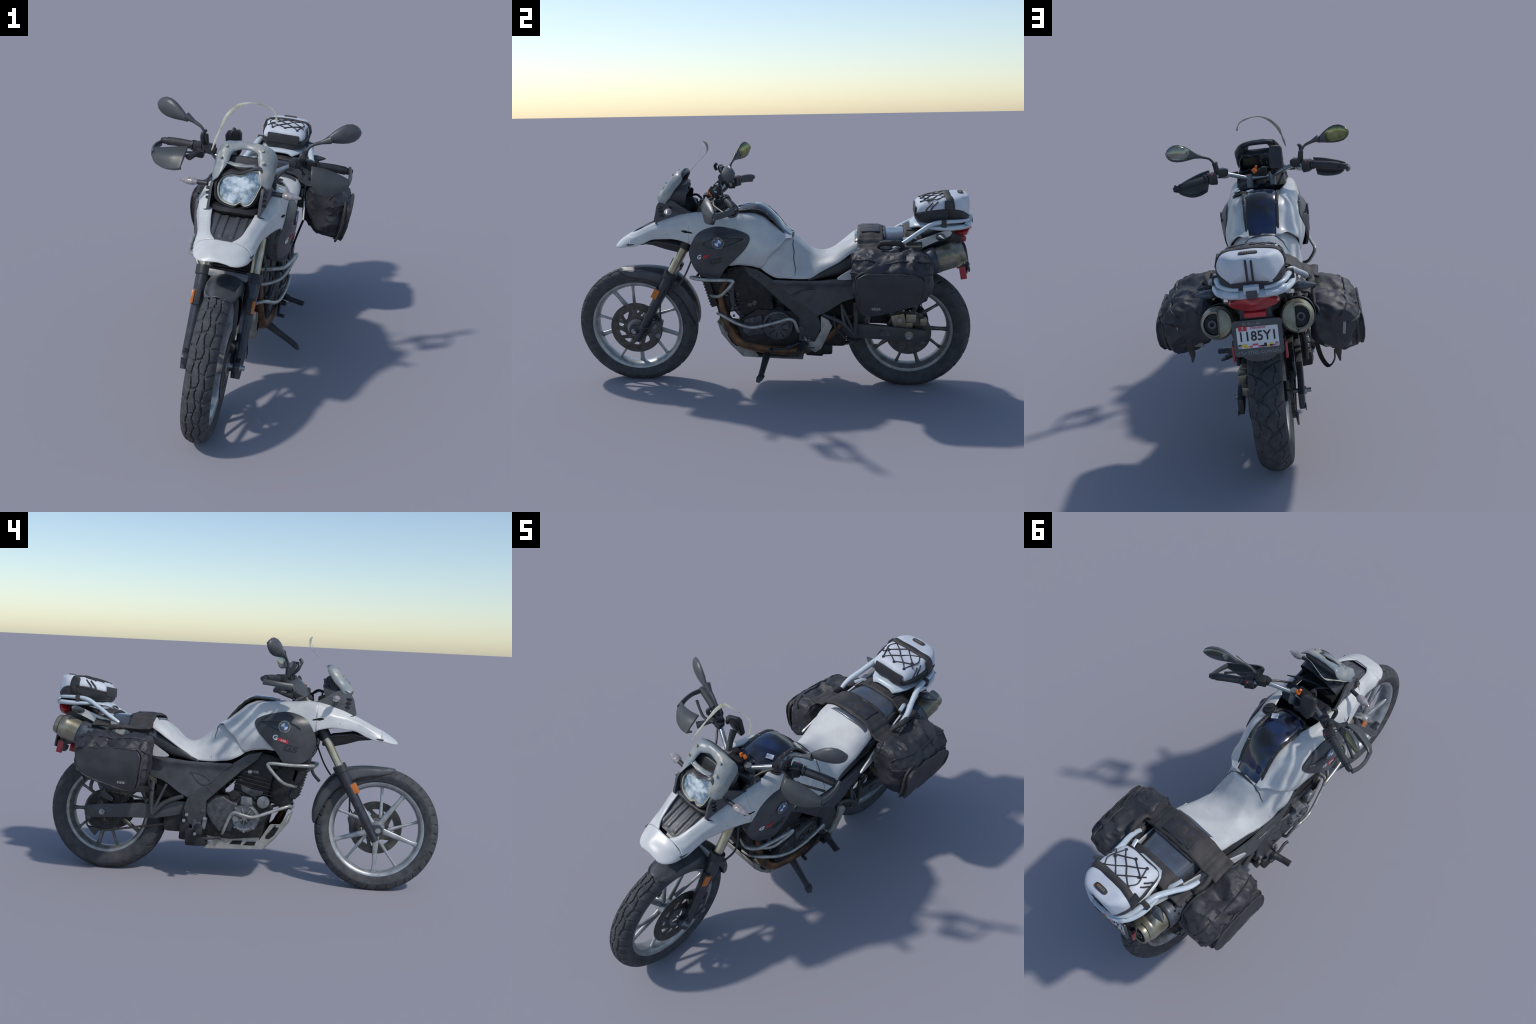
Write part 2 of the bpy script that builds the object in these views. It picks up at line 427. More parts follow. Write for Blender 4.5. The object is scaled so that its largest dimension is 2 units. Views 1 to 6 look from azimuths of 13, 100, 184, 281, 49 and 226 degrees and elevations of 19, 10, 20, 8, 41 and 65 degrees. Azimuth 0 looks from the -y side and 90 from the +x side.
for k in range(1, 22): path.append(path[26].lerp(S2 + Vector((-.085, .0, -.036)), k / 22))
for k in range(8): a = math.radians(180 + 180 * k / 7); path.append(S2 + Vector((-.085, .036 * math.sin(a), .036 * math.cos(a))))
for k in range(1, 22): path.append((S2 + Vector((-.085, 0, .036))).lerp(path[0], k / 22))
pts = lin(path + [path[0]], 109)
for k in range(108):
    p, q = pts[k], pts[k + 1]; d = q - p
    links.append(box((p + q) / 2, (.014 if k % 2 else .009, d.length * .96, .0105), Matrix.Rotation(math.atan2(d.z, d.y), 3, 'X')))
V, F = join(*links); mk('chain', V, F, M['chain'], rw, smooth=0, kind='stuff')

# ------------------------------------------------------------------ fork, front fender (steered)
XF = STEER
fork = group('front_fork')
FD = Vector((0, .486, .874))                      # up along the legs
def leg(x, z, off=0.): return Vector((x, -.505 + (z - .575) * .556 + off, z))
for s in (-1, 1):
    x = .100 * s
    V, F = sweep([leg(x, .245), leg(x, .28), leg(x, .40), leg(x, .50), leg(x, .575), leg(x, .60)], [.018, .0225, .0235, .025, .029, .029], 20, 40, smooth=True)
    mk('fork_leg', V, F, M['fork'], fork)
    V, F = sweep([leg(x, .572), leg(x, .606)], .034, 20, 6); mk('fork_seal', V, F, M['black'], fork, bevel=.003)
    V, F = sweep([leg(x, .58), leg(x, .93)], .0205, 18, 8); mk('stanchion', V, F, M['stanchion'], fork)
    V, F = sweep([leg(x, .735), leg(x, .80)], .030, 18, 8); mk('fork_clamp', V, F, M['black'], fork)
    V, F = box(leg(x + s * .020, .500, -.026), (.012, .030, .052), Matrix.Rotation(-.508, 3, 'X')); mk('reflector', V, F, M['orange'], fork, bevel=.003)
    V, F = box(leg(x + s * .006, .500, -.020), (.034, .032, .060), Matrix.Rotation(-.508, 3, 'X')); mk('reflector_mount', V, F, M['black'], fork, bevel=.003)
    # axle boss ahead of the leg
    V, F = loft([[Vector((x + dx, y, z)) for dx, y, z in ((-.013, y0, z0 - h), (.013, y0, z0 - h), (.013, y0, z0 + h), (-.013, y0, z0 + h))] for y0, z0, h in ((-.722, .298, .014), (-.705, .300, .026), (-.665, .295, .03), (-.645, .30, .03))])
    mk('axle_boss', V, F, M['fork'], fork, bevel=.004)
    V, F = disc(Vector((x + s * .011, -.6985, .2985)), (s, 0, 0), .013, .005, 18); mk('axle_cap', V, F, M['bolt'], fork)
for z, h in ((.775, .035), (.915, .028)):
    c = leg(0, z, .018); V, F = box(c, (.24, .085, h), Matrix.Rotation(-.508, 3, 'X')); mk('triple_clamp', V, F, M['black'], fork, bevel=.008)
# brake caliper and hose behind the left leg
cal = [box((.078, -.588, .300), (.050, .055, .095), Matrix.Rotation(-.25, 3, 'X')), box((.072, -.612, .33), (.040, .05, .06)), box((.082, -.60, .262), (.044, .05, .05))]
V, F = join(*cal); mk('brake_caliper', rough(V, .004, 40), F, M['engine'], fork, bevel=.008)
for dz in (-.028, .022):
    V, F = disc((.100, -.585 - dz * .3, .300 + dz), (1, 0, 0), .013, .010, 18); mk('caliper_piston', V, F, M['cast'], fork)
V, F = sweep([(.09, -.58, .27), (.095, -.560, .34), (.105, -.556, .42), (.09, -.54, .50), (.11, -.47, .53), (.135, -.415, .60), (.10, -.37, .70)], .0045, 8, 40); mk('brake_hose', V, F, M['frame'], fork)
V, F = sweep([(.128, -.645, .32), (.125, -.60, .325), (.11, -.555, .39)], .003, 8, 20); mk('sensor_cable', V, F, M['fork'], fork)

def fender_part(a0, a1, stations, mat, name):
    rows = []
    for f, r, hw, skirt in stations:
        a = math.radians(f); row = []
        prof = [(-hw, r - skirt), (-hw * 1.02, r - skirt * .6), (-hw * .96, r - skirt * .28), (-hw * .74, r - .011), (-hw * .38, r - .002), (0, r)]
        prof += [(-p[0], p[1]) for p in reversed(prof[:-1])]
        for x, q in cr([(p[0], p[1], 0) for p in prof], 25) and [(p.x, p.y) for p in cr([(p[0], p[1], 0) for p in prof], 25)]:
            row.append((x, FC.y + q * math.sin(a), FC.z + q * math.cos(a)))
        rows.append(row)
    rows = [list(r) for r in zip(*[cr(list(c), 36) for c in zip(*rows)])]
    V, F = grid(rows); mk(name, V, F, mat, fender, solid=.004)
fender = group('front_fender')
fender_part(0, 0, [(-14.5, .314, .030, .010), (-10, .314, .048, .030), (0, .3125, .058, .043), (12, .320, .063, .053), (24, .335, .065, .064), (34, .350, .065, .080), (42, .350, .063, .075)], M['cover'], 'fender_blade')
fender_part(0, 0, [(36, .351, .065, .078), (46, .350, .065, .070), (56, .346, .064, .062), (66, .341, .063, .052), (76, .334, .060, .040), (84, .325, .052, .022), (88, .317, .040, .010)], M['panel'], 'splash_guard')
V, F = box((0, -.50, .585), (.17, .05, .03), Matrix.Rotation(-.5, 3, 'X')); mk('fork_brace', V, F, M['cast'], fender, bevel=.006)
XF = Matrix.Identity(4)

# ------------------------------------------------------------------ bodywork
def stations(tab, nprof, nlen, f=None, closed_y=None):
    """tab: list of cross-section control polylines (each a list of 3D points, same count) -> smooth grid"""
    rows = [cr(p, nprof) for p in tab]
    cols = [cr(list(c), nlen) for c in zip(*rows)]
    return [list(r) for r in zip(*cols)]

body = group('bodywork')
# white tank side: y, then (x,z) from the inner edge over the shoulder to the lower edge
tank_tab = [
    (-.375, (.118, .912), (.145, .900), (.164, .855), (.171, .805), (.169, .770)),
    (-.320, (.120, .915), (.148, .901), (.168, .856), (.176, .800), (.175, .740)),
    (-.250, (.112, .907), (.149, .892), (.171, .848), (.183, .785), (.180, .690)),
    (-.185, (.092, .906), (.143, .888), (.172, .838), (.188, .760), (.180, .664)),
    (-.130, (.082, .906), (.134, .885), (.170, .824), (.189, .742), (.177, .667)),
    (-.070, (.075, .901), (.123, .878), (.164, .810), (.183, .732), (.168, .658)),
    (-.022, (.071, .883), (.113, .861), (.154, .790), (.172, .722), (.156, .649)),
    (.020, (.068, .852), (.104, .832), (.143, .775), (.160, .741), (.160, .711)),
    (.060, (.065, .817), (.094, .803), (.124, .773), (.138, .757), (.141, .746)),
    (.092, (.064, .794), (.083, .789), (.101, .781), (.111, .778), (.113, .775)),
    (.118, (.063, .779), (.070, .778), (.077, .777), (.083, .7765), (.086, .776))]
rows = stations([[(x, y, z) for x, z in pr] for y, *pr in tank_tab], 22, 60)
V, F = grid(rows); both('tank_panel', rough(V, .0035, 14, 3), F, M['white'], body, solid=.006, smooth=60)

# white front shoulders running into the beak
beak_tab = [
    (-.770, (0, .734), (0.0190, .733), (0.0342, .732), (0.0437, .730), (0.0475, .728)),
    (-.758, (0, .747), (0.0285, .746), (0.0532, .741), (0.0684, .734), (0.0731, .727)),
    (-.728, (0, .767), (0.0380, .765), (0.0722, .756), (0.0940, .741), (0.0978, .730)),
    (-.690, (0, .790), (0.0456, .788), (0.0836, .776), (0.1055, .754), (0.1083, .737))]
rows = stations([[(x, y, z) for x, z in pr] for y, *pr in beak_tab], 16, 22)
half = rows
full = [[Vector((-p.x, p.y, p.z)) for p in reversed(r)][:-1] + list(r) for r in rows]
V, F = grid(full); mk('beak', rough(V, .003, 22, 1), F, M['white'], body, solid=.006, smooth=60)
side_tab = [
    (-.690, (0.0323, .790), (0.0589, .788), (0.0855, .776), (0.1055, .754), (0.1083, .735)),
    (-.655, (0.0570, .804), (0.0760, .802), (0.0931, .789), (0.1102, .763), (0.1121, .741)),
    (-.610, (0.0703, .827), (0.0855, .826), (0.1007, .812), (0.1149, .783), (0.1159, .758)),
    (-.560, (0.0798, .852), (0.0950, .850), (0.1102, .835), (0.1254, .806), (0.1263, .780)),
    (-.500, (.091, .877), (.110, .871), (.129, .851), (.143, .818), (.144, .787)),
    (-.430, (.108, .900), (.132, .890), (.151, .858), (.161, .820), (.162, .787)),
    (-.370, (.118, .912), (.145, .900), (.164, .855), (.171, .805), (.170, .770))]
rows = stations([[(x, y, z) for x, z in pr] for y, *pr in side_tab], 20, 44)
# crease along the flank
rows = [[p + Vector((.004 * math.exp(-((j / 19 - .55) / .10) ** 2), 0, 0)) for j, p in enumerate(r)] for r in rows]
V, F = grid(rows); both('beak_shoulder', rough(V, .0025, 18, 2), F, M['white'], body, solid=.006, smooth=60)
# seam between beak and shoulder
V, F = sweep([(.102, -.548, .856), (.126, -.520, .842), (.150, -.482, .812)], .0035, 8, 12); both('panel_seam', V, F, M['black'], body)
# dark strip laid on the flank in place of a vent slot
V, F = sweep([(.158, -.42, .832), (.168, -.385, .829), (.174, -.352, .823)], [.003, .008, .003], 10, 16); both('flank_slot_strip', V, F, M['void'], body)

# ribbed dark insert on top of the beak
ins = [(-.672, (0, .791), (.022, .790), (.040, .789)), (-.655, (0, .797), (.034, .796), (.062, .798)), (-.610, (0, .817), (.045, .817), (.077, .821)),
       (-.560, (0, .837), (.05, .838), (.086, .843)), (-.520, (0, .850), (.05, .850), (.09, .858))]
rows = stations([[(x, y, z) for x, z in pr] for y, *pr in ins], 30, 30)
def rib(p):
    d = 0
    for c in (.022, .054): d += .007 * (sstep(c - .010, c - .005, p.x) - sstep(c + .005, c + .010, p.x))
    t = sstep(-.665, -.65, p.y) * (1 - sstep(-.55, -.53, p.y))
    return Vector((p.x, p.y, p.z - .004 + d * t))
rows = [[rib(p) for p in r] for r in rows]
full = [[Vector((-p.x, p.y, p.z)) for p in reversed(r)][:-1] + list(r) for r in rows]
V, F = grid(full); mk('beak_grille', V, F, M['cover'], body, solid=.004)
# beak underside
V, F = grid([[(-.115, y, z), (-.05, y, z + .012), (.05, y, z + .012), (.115, y, z)] for y, z in ((-.70, .745), (-.62, .752), (-.55, .765), (-.45, .750), (-.42, .735))])
mk('beak_underside', rough(V, .004, 30), F, M['panel'], body, solid=.006)
V, F = loft([[Vector((x, y, z)) for x, z in ((-.08, .76), (.08, .76), (.07, zb), (-.07, zb))] for y, zb in ((-.66, .745), (-.58, .735), (-.52, .715), (-.44, .695), (-.40, .70))])
mk('horn_cover', V, F, M['black'], body, bevel=.006)

# dark side panels of the tank
def Wd(y, z):
    dy, dz = y + .22, z - .775
    return .2150 - (1.55 if dy > 0 else 2.0) * dy * dy - (6.5 if dz > 0 else .7) * dz * dz
OUT = [(-.362, .766), (-.318, .828), (-.240, .855), (-.166, .846), (-.096, .823), (-.073, .797), (-.092, .752), (-.140, .702), (-.190, .655), (-.226, .606), (-.262, .599), (-.325, .617), (-.358, .655), (-.376, .715)]
EYE = [(-.300, .768), (-.262, .796), (-.218, .810), (-.150, .809), (-.100, .798), (-.118, .783), (-.165, .770), (-.215, .752), (-.262, .753)]
def in_eye(y, z):
    """soft 0..1 inside the eye-shaped recess (ray casting free: lens shape)"""
    t = (y + .300) / .20
    if t < 0 or t > 1: return 0
    mid = .772 + .026 * t; h = .030 * math.sin(pi * min(1, t) ** .8) * (1 - .25 * t)
    return 1 - sstep(h * .72, h * 1.0 + .0005, abs(z - mid))
def Wp(y, z): return Wd(y, z) - .007 * in_eye(y, z)
V, F = polar(OUT, (-.22, .735), Wp, 44, 150, .012)
both('side_panel', V, F, M['panel'], body, smooth=50)
edge = cr([(0, *p) for p in OUT], 90, True)
V, F = sweep([(Wd(p.y, p.z) - .006, p.y, p.z) for p in edge[:6]], .001, 6, 8)
# dark wall from the panel front back into the bike (air scoop)
V, F = grid([[(Wd(y, z) - .003, y, z), (.115, y + .01, z), (.09, y + .08, z)] for y, z in ((-.330, .815), (-.362, .766), (-.376, .715), (-.358, .655), (-.325, .617), (-.262, .599), (-.226, .604))])
both('scoop_wall', V, F, M['panel'], body, solid=.004)
# vent mesh behind the emblem
slats = []
for i in range(9):
    for j in range(3):
        y = -.186 + i * .0095 + (j % 2) * .0048; z = .786 + j * .008 + (y + .19) * .13
        if in_eye(y, z) > .6: slats.append(box((Wp(y, z) + .001, y, z), (.004, .0075, .0022), Matrix.Rotation(.5, 3, 'X')))
V, F = join(*slats); both('vent_mesh', V, F, M['black'], body, smooth=0, kind='stuff')
# round emblem with blue and white quarters
def emblem(s):
    g = []
    c = Vector((s * (.2115), -.222, .783)); R = .0275
    V, F = disc(c - Vector((s * .008, 0, 0)), (s, 0, 0), R, .010, 36); e = mk('emblem', V, F, M['logoring'], body)
    V, F = lathe([(-.001, R - .0015), (.0022, R - .001), (.0022, R + .001), (-.001, R + .0015)], c + Vector((s * .0015, 0, 0)), 40); mk('emblem_rim', V, F, M['bolt'], e)
    for q in range(4):
        pts = [(0, 0)] + [(.0165 * math.cos(a), .0165 * math.sin(a)) for a in [pi / 2 * (q + k / 8) for k in range(9)]]
        V, F = prism([(c.y + a, c.z + b) for a, b in pts], c.x + s * .002, c.x + s * .0036)
        mk('emblem_quarter', V, F, M['logoblue' if q % 2 == (1 if s > 0 else 1) else 'logowhite'], e, smooth=0)
    for k, ch in enumerate('BMW'):
        a = math.radians(50 - 50 * k) ; sgn = 1 if s > 0 else -1
        def put(u, v, w, a=a):
            # u to the viewer's right (for s>0 the viewer at +x sees +y to the right)
            uu = u * math.cos(-a + 0) ; ca, sa = math.cos(a), math.sin(a)
            X = (-sa) * (.0222) + u * ca - v * sa; Y = ca * .0222 + u * sa + v * ca
            return (c.x + s * (.003 + w), c.y + s * X, c.z + Y)
        lettering('emblem_letter', ch, .0085, M['logowhite'], put, e)
for s in (1, -1): emblem(s)
# lettering on the panels: a white initial, a red number plate, embossed letters
for s in (1, -1):
    def put(u, v, w, s=s, cy=-.258, cz=.715, tilt=.18):
        U, W_ = u * math.cos(tilt) - v * math.sin(tilt) * 1, u * math.sin(tilt) * (1 if s > 0 else -1) + v
        y = cy + s * u; z = cz + v + (u * .20 if s > 0 else -u * .20)
        return (s * (Wd(y, z) + .0012 + w), y, z)
    if s > 0:
        lettering('panel_letter', 'G', .030, M['logowhite'], lambda u, v, w: put(u, v, w, 1, -.322, .707), body, bold=.0012, shear=.2)
        lettering('panel_number', '650', .017, M['redprint'], lambda u, v, w: put(u * 1.35, v, w, 1, -.285, .713), body, bold=.0016, shear=.2)
        lettering('panel_emboss', 'GS', .040, M['black'], lambda u, v, w: put(u * 1.3, v, w, 1, -.243, .690), body, bold=.001, shear=.3)
    else:
        lettering('panel_letter', 'G', .034, M['logowhite'], lambda u, v, w: put(u, v, w, -1, -.178, .728), body, bold=.0015, shear=.2)
        pl = [(-.196, .728), (-.246, .716), (-.242, .700), (-.194, .712)]
        V, F = prism(pl, -(Wd(-.22, .714) + .0012), -(Wd(-.22, .714) - .004)); mk('panel_badge', V, F, M['redprint'], body, smooth=0)
        lettering('panel_number', '650', .014, M['logowhite'], lambda u, v, w: put(u * 1.2, v, w + .0012, -1, -.219, .714), body, shear=.2)
        lettering('panel_emboss', 'GS', .044, M['black'], lambda u, v, w: put(u * 1.3, v, w, -1, -.252, .678), body, bold=.001, shear=.3)

# glossy cover on top of the tank with rubber trim
pad_c = [(-.222, .893), (-.200, .905), (-.154, .919), (-.117, .927), (-.060, .931), (-.030, .924), (.000, .905), (.045, .858), (.080, .812), (.116, .778)]
pad_w = [.050, .070, .080, .079, .076, .074, .072, .070, .067, .064]
rows = []
for (y, z), w in zip(pad_c, pad_w):
    rows.append(cr([(-w, y, z - .017), (-w * .8, y, z - .008), (-w * .4, y, z), (0, y, z + .001), (w * .4, y, z), (w * .8, y, z - .008), (w, y, z - .017)], 25))
rows = [list(r) for r in zip(*[cr(list(c), 50) for c in zip(*rows)])]
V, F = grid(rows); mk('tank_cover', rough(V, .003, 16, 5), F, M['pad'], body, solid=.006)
for s in (0, -1):
    e = [r[s] for r in rows]
    V, F = sweep([p + Vector((0, 0, .003)) for p in e[::4]], .0115, 10, 50, flat=.5); mk('cover_trim', rough(V, .002, 60, s), F, M['trim'], body)
    for k in (6, 18, 30, 44):
        p = e[k] + Vector((0, 0, .007)); V, F = disc(p, (0, .25, 1), .0045, .003, 12); mk('trim_bolt', V, F, M['bolt'], body)
V, F = sweep([p + Vector((0, 0, .002)) for p in rows[0][::4]], .009, 10, 30, flat=.6); mk('cover_trim', V, F, M['trim'], body)
V, F = sweep([p + Vector((0, .002, .002)) for p in rows[-1][::4]], .007, 10, 30, flat=.6); mk('cover_trim', V, F, M['trim'], body)
# filler cap lobe and pale sticker
V, F = disc((.104, -.170, .892), (.25, .1, 1), .034, .014, 30); mk('filler_base', V, F, M['trim'], body)
V, F = disc((.106, -.170, .904), (.25, .1, 1), .024, .008, 30); cap = mk('filler_cap', V, F, M['black'], body)
V, F = box((.110, -.170, .915), (.040, .006, .005), Matrix.Rotation(.6, 3, 'Z')); mk('cap_grip', V, F, M['trim'], cap)
V, F = box((.052, -.150, .9225), (.032, .028, .002), Matrix.Rotation(.10, 3, 'Y') @ Matrix.Rotation(.5, 3, 'Z')); mk('sticker', V, F, M['logowhite'], body)

# ------------------------------------------------------------------ seat
seat_tab = [
    (-.030, (0, .765), (.09, .758), (.130, .735), (.150, .690), (.152, .645)),
    (.000, (0, .770), (.09, .764), (.134, .738), (.153, .690), (.157, .622)),
    (.045, (0, .780), (.078, .775), (.124, .750), (.148, .690), (.163, .600)),
    (.090, (0, .786), (.060, .782), (0.0958, .767), (0.1283, .690), (0.1544, .595)),
    (.125, (0, .776), (.052, .771), (0.0837, .752), (0.1209, .682), (0.1553, .591)),
    (.165, (0, .742), (.046, .736), (0.0707, .716), (0.1135, .660), (0.1544, .590)),
    (.215, (0, .700), (.050, .695), (0.0763, .680), (0.1172, .642), (0.1507, .594)),
    (.265, (0, .681), (.058, .680), (0.0874, .671), (0.1265, .648), (0.1451, .622)),
    (.315, (0, .692), (.066, .692), (0.1044, .684), (0.1345, .668), (0.1451, .652)),
    (.365, (0, .728), (.074, .729), (0.1175, .720), (0.1416, .700), (0.1486, .684)),
    (.410, (0, .763), (.076, .763), (0.1224, .753), (0.1449, .730), (0.1499, .715)),
    (.450, (0, .793), (.076, .789), (0.1224, .775), (0.1428, .754), (0.1478, .740))]
rows = stations([[(x, y, z) for x, z in pr] for y, *pr in seat_tab], 22, 60)
full = [[Vector((-p.x, p.y, p.z)) for p in reversed(r)][:-1] + list(r) for r in rows]
seat = group('seat')
V, F = grid(full); mk('rider_seat', rough(V, .004, 13, 8), F, M['seat'], seat, solid=.005, smooth=60)
# seam across the seat nose, laid on the cover
def seat_at(x, y):
    i = min(range(len(full)), key=lambda k: abs(full[k][len(full[k]) // 2].y - y)); return min(full[i], key=lambda p: abs(p.x - x))
seam = [seat_at(x, .112 + .22 * abs(x)) for x in [(-.152 + .304 * k / 30) for k in range(31)]]
V, F = sweep([p + Vector((p.x * .008, 0, .0012)) for p in seam], .0022, 6, 70); mk('seat_seam', V, F, M['trim'], seat)
# black seat flank below the white cover
fl_top = [(.200, .592), (.250, .620), (.300, .655), (.350, .686), (.400, .716), (.460, .750)]
fl_bot = [(.205, .580), (.250, .590), (.300, .600), (.350, .610), (.400, .622), (.460, .630)]
rows = []
for k in range(5):
    f = k / 4; rows.append(cr([(.150 - .014 * (i / 5) + .010 * math.sin(pi * f) - .017 * (1 - f), a[0], a[1] + (b[1] - a[1]) * f) for i, (a, b) in enumerate(zip(fl_top, fl_bot))], 24))
V, F = grid(rows); both('seat_flank', V, F, M['black'], seat, solid=.006)
# pillion seat
rows = []
for y, w, z in ((.425, .118, .780), (.45, .120, .788), (.52, .117, .793), (.60, .112, .794), (.68, .104, .800), (.72, .10, .804), (.745, .095, .795)):
    rows.append(cr([(-w - .02, y, z - .10), (-w - .012, y, z - .05), (-w, y, z - .016), (-w * .6, y, z), (0, y, z + .004), (w * .6, y, z), (w, y, z - .016), (w + .012, y, z - .05), (w + .02, y, z - .10)], 33))
rows = [list(r) for r in zip(*[cr(list(c), 36) for c in zip(*rows)])]
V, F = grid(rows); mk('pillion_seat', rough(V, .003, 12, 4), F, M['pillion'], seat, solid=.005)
# saddlebag yokes draped over the seat
def yoke(y0, y1, w, z, zend, xend, name, seed):
    rows = []
    for f in [k / 14 for k in range(15)]:
        y = y0 + (y1 - y0) * f; b = .006 * math.sin(pi * f) + (.004 if .06 < f < .94 else 0)
        P = [(-xend, y, zend), (-w - .045, y, z - .046), (-w - .012, y, z - .016), (-w * .75, y, z + .002 + b * .6), (0, y, z + .006 + b), (w * .75, y, z + .002 + b * .6), (w + .012, y, z - .014), (w + .045, y, z - .040), (xend, y, zend + .02)]
        rows.append(cr(P, 61))
    rr = []
    for r in rows:
        rr.append([p + Vector((0, 0, .0022 * math.sin(j * 1.25) * (1 if (j < 17 or j > 44) else .15))) for j, p in enumerate(r)])
    V, F = grid(rr); return mk(name, rough(V, .004, 24, seed), F, M['strap'], seat, solid=.009)
yoke(.440, .562, .122, .796, .728, .235, 'saddlebag_yoke', 1)
yoke(.660, .742, .108, .800, .735, .200, 'saddlebag_yoke', 2)
V, F = box((.01, .50, .8115), (.165, .088, .007)); mk('yoke_pad', rough(V, .002, 30), F, M['bag'], seat, bevel=.003)
V, F = sweep([(-.12, .566, .790), (-.06, .568, .802), (.06, .568, .803), (.12, .566, .790)], .0065, 8, 30, flat=.5); mk('yoke_edge', V, F, M['trim'], seat)
V, F = box((.0, .70, .8145), (.15, .055, .006)); mk('yoke_pad', rough(V, .002, 30), F, M['bag'], seat, bevel=.003)

# ------------------------------------------------------------------ grey side covers, white tail, frame beams
def Wc(y, z): return .152 - .10 * max(0, y - .30) - .06 * max(0, .50 - z) + .012 * math.exp(-((z - .575) / .02) ** 2)
COV = [(.030, .582), (.120, .583), (.250, .583), (.350, .592), (.440, .594), (.450, .545), (.442, .498), (.375, .476), (.300, .428), (.250, .402), (.222, .402), (.160, .462), (.090, .530)]
V, F = polar(COV, (.27, .51), Wc, 16, 120, .010); both('side_cover', rough(V, .002, 20, 3), F, M['cover'], body, smooth=50)
V, F = polar([(.115, .502), (.175, .530), (.235, .538), (.225, .515), (.19, .478), (.155, .472)], (.18, .508), lambda y, z: Wc(y, z) + .004, 6, 40, .006)
both('cover_emblem', V, F, M['cover'], body)
V, F = sweep([(.1660, .125, .505), (.1660, .178, .534), (.165, .236, .540)], .0025, 6, 14); both('cover_ridge', V, F, M['engine'], body)
tailc = [(.345, .602), (.395, .640), (.50, .700), (.62, .745), (.74, .785), (.86, .825), (.875, .80), (.78, .760), (.66, .705), (.54, .655), (.45, .605)]
V, F = polar(tailc, (.60, .715), lambda y, z: .188 - .14 * (y - .40), 6, 80, .008); both('tail_panel', V, F, M['white'], body)
rows = [[Vector((x, y, z)) for x, z in ((-w, z0), (w, z0), (w * 1.05, (z0 + z1) / 2), (w, z1), (-w, z1), (-w * 1.05, (z0 + z1) / 2))] for y, w, z0, z1 in ((.40, .12, .58, .71), (.55, .115, .62, .755), (.70, .095, .69, .770), (.80, .085, .72, .80), (.86, .085, .735, .83), (.93, .06, .755, .83))]
V, F = loft(rows); mk('tail_unit', V, F, M['black'], body, bevel=.008)

frame = group('frame')
BEAM = [(-.115, .654), (-.045, .637), (.045, .576), (.160, .476), (.250, .396), (.266, .348), (.238, .272), (.200, .250), (.152, .272), (.152, .390), (.110, .430), (-.020, .554), (-.095, .612)]
V, F = prism(BEAM, .126, .150); both('frame_beam', V, F, M['frame'], frame, bevel=.005, seg=3)
for y, z, r in ((-.045, .606, .010), (.165, .338, .013), (.205, .285, .008)):
    for s in (-1, 1):
        V, F = disc((s * .148, y, z), (s, 0, 0), r, .006, 6 if r > .012 else 20); mk('frame_bolt', V, F, M['engine'], frame, bevel=.0015)
V, F = sweep([(.1515, .120, .432), (.1515, .150, .460)], .002, 6, 6); both('beam_joint', V, F, M['engine'], frame)
V, F = box((0, -.300, .79), (.17, .22, .15), Matrix.Rotation(-.3, 3, 'X')); mk('head_void_fill', V, F, M['void'], frame, bevel=.01)  # black box added to fill the hollow around the steering
V, F = box((0, -.09, .71), (.20, .22, .26)); mk('tank_void_fill', V, F, M['void'], frame, bevel=.04)  # black box added to hide the hollow inside the tank
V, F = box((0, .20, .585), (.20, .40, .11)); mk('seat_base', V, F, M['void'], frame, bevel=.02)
V, F = box((0, .26, .48), (.25, .32, .18)); mk('bay_void_fill', V, F, M['void'], frame, bevel=.02)  # black box added to fill the bay behind the beams
V, F = grid([[(x, y, z - .03 * (1 - abs(x) / .10)) for x in (-.115, -.06, 0, .06, .115)] for y, z in ((-.50, .86), (-.42, .865), (-.30, .865), (-.215, .87), (-.20, .895))]); mk('cockpit_void_sheet', V, F, M['void'], frame, solid=.004)  # black sheet added to darken the open cockpit
# subframe struts and passenger peg hangers
for s in (-1, 1):
    x = s * .140
    for P, r in (([(x, .270, .405), (x * 1.03, .360, .368), (x * 1.05, .425, .305)], .012), ([(x, .43, .47), (x * 1.06, .432, .38), (x * 1.05, .428, .305)], .011),
                 ([(x * .8, .245, .42), (x * .85, .36, .50), (x * .8, .50, .58)], .013), ([(x * 1.0, .36, .46), (x * 1.04, .395, .38), (x * 1.05, .425, .31)], .008)):
        V, F = sweep(P, r, 10, 16); mk('peg_hanger', V, F, M['frame'], frame)
V, F = prism([(.262, .405), (.300, .385), (.318, .352), (.262, .235), (.235, .215), (.195, .235), (.178, .300), (.20, .275), (.232, .272), (.262, .330)], .148, .165); mk('heel_guard', V, F, M['alu'], frame, bevel=.004)
V, F = sweep([(.14, .325, .40), (.15, .335, .34), (.13, .40, .27), (.11, .45, .265), (.09, .48, .275)], .007, 8, 30); mk('hose', V, F, M['black'], frame)
V, F = sweep([(.14, .365, .445), (.15, .375, .37), (.135, .415, .295)], .008, 8, 24); mk('hose', V, F, M['shield'], frame)

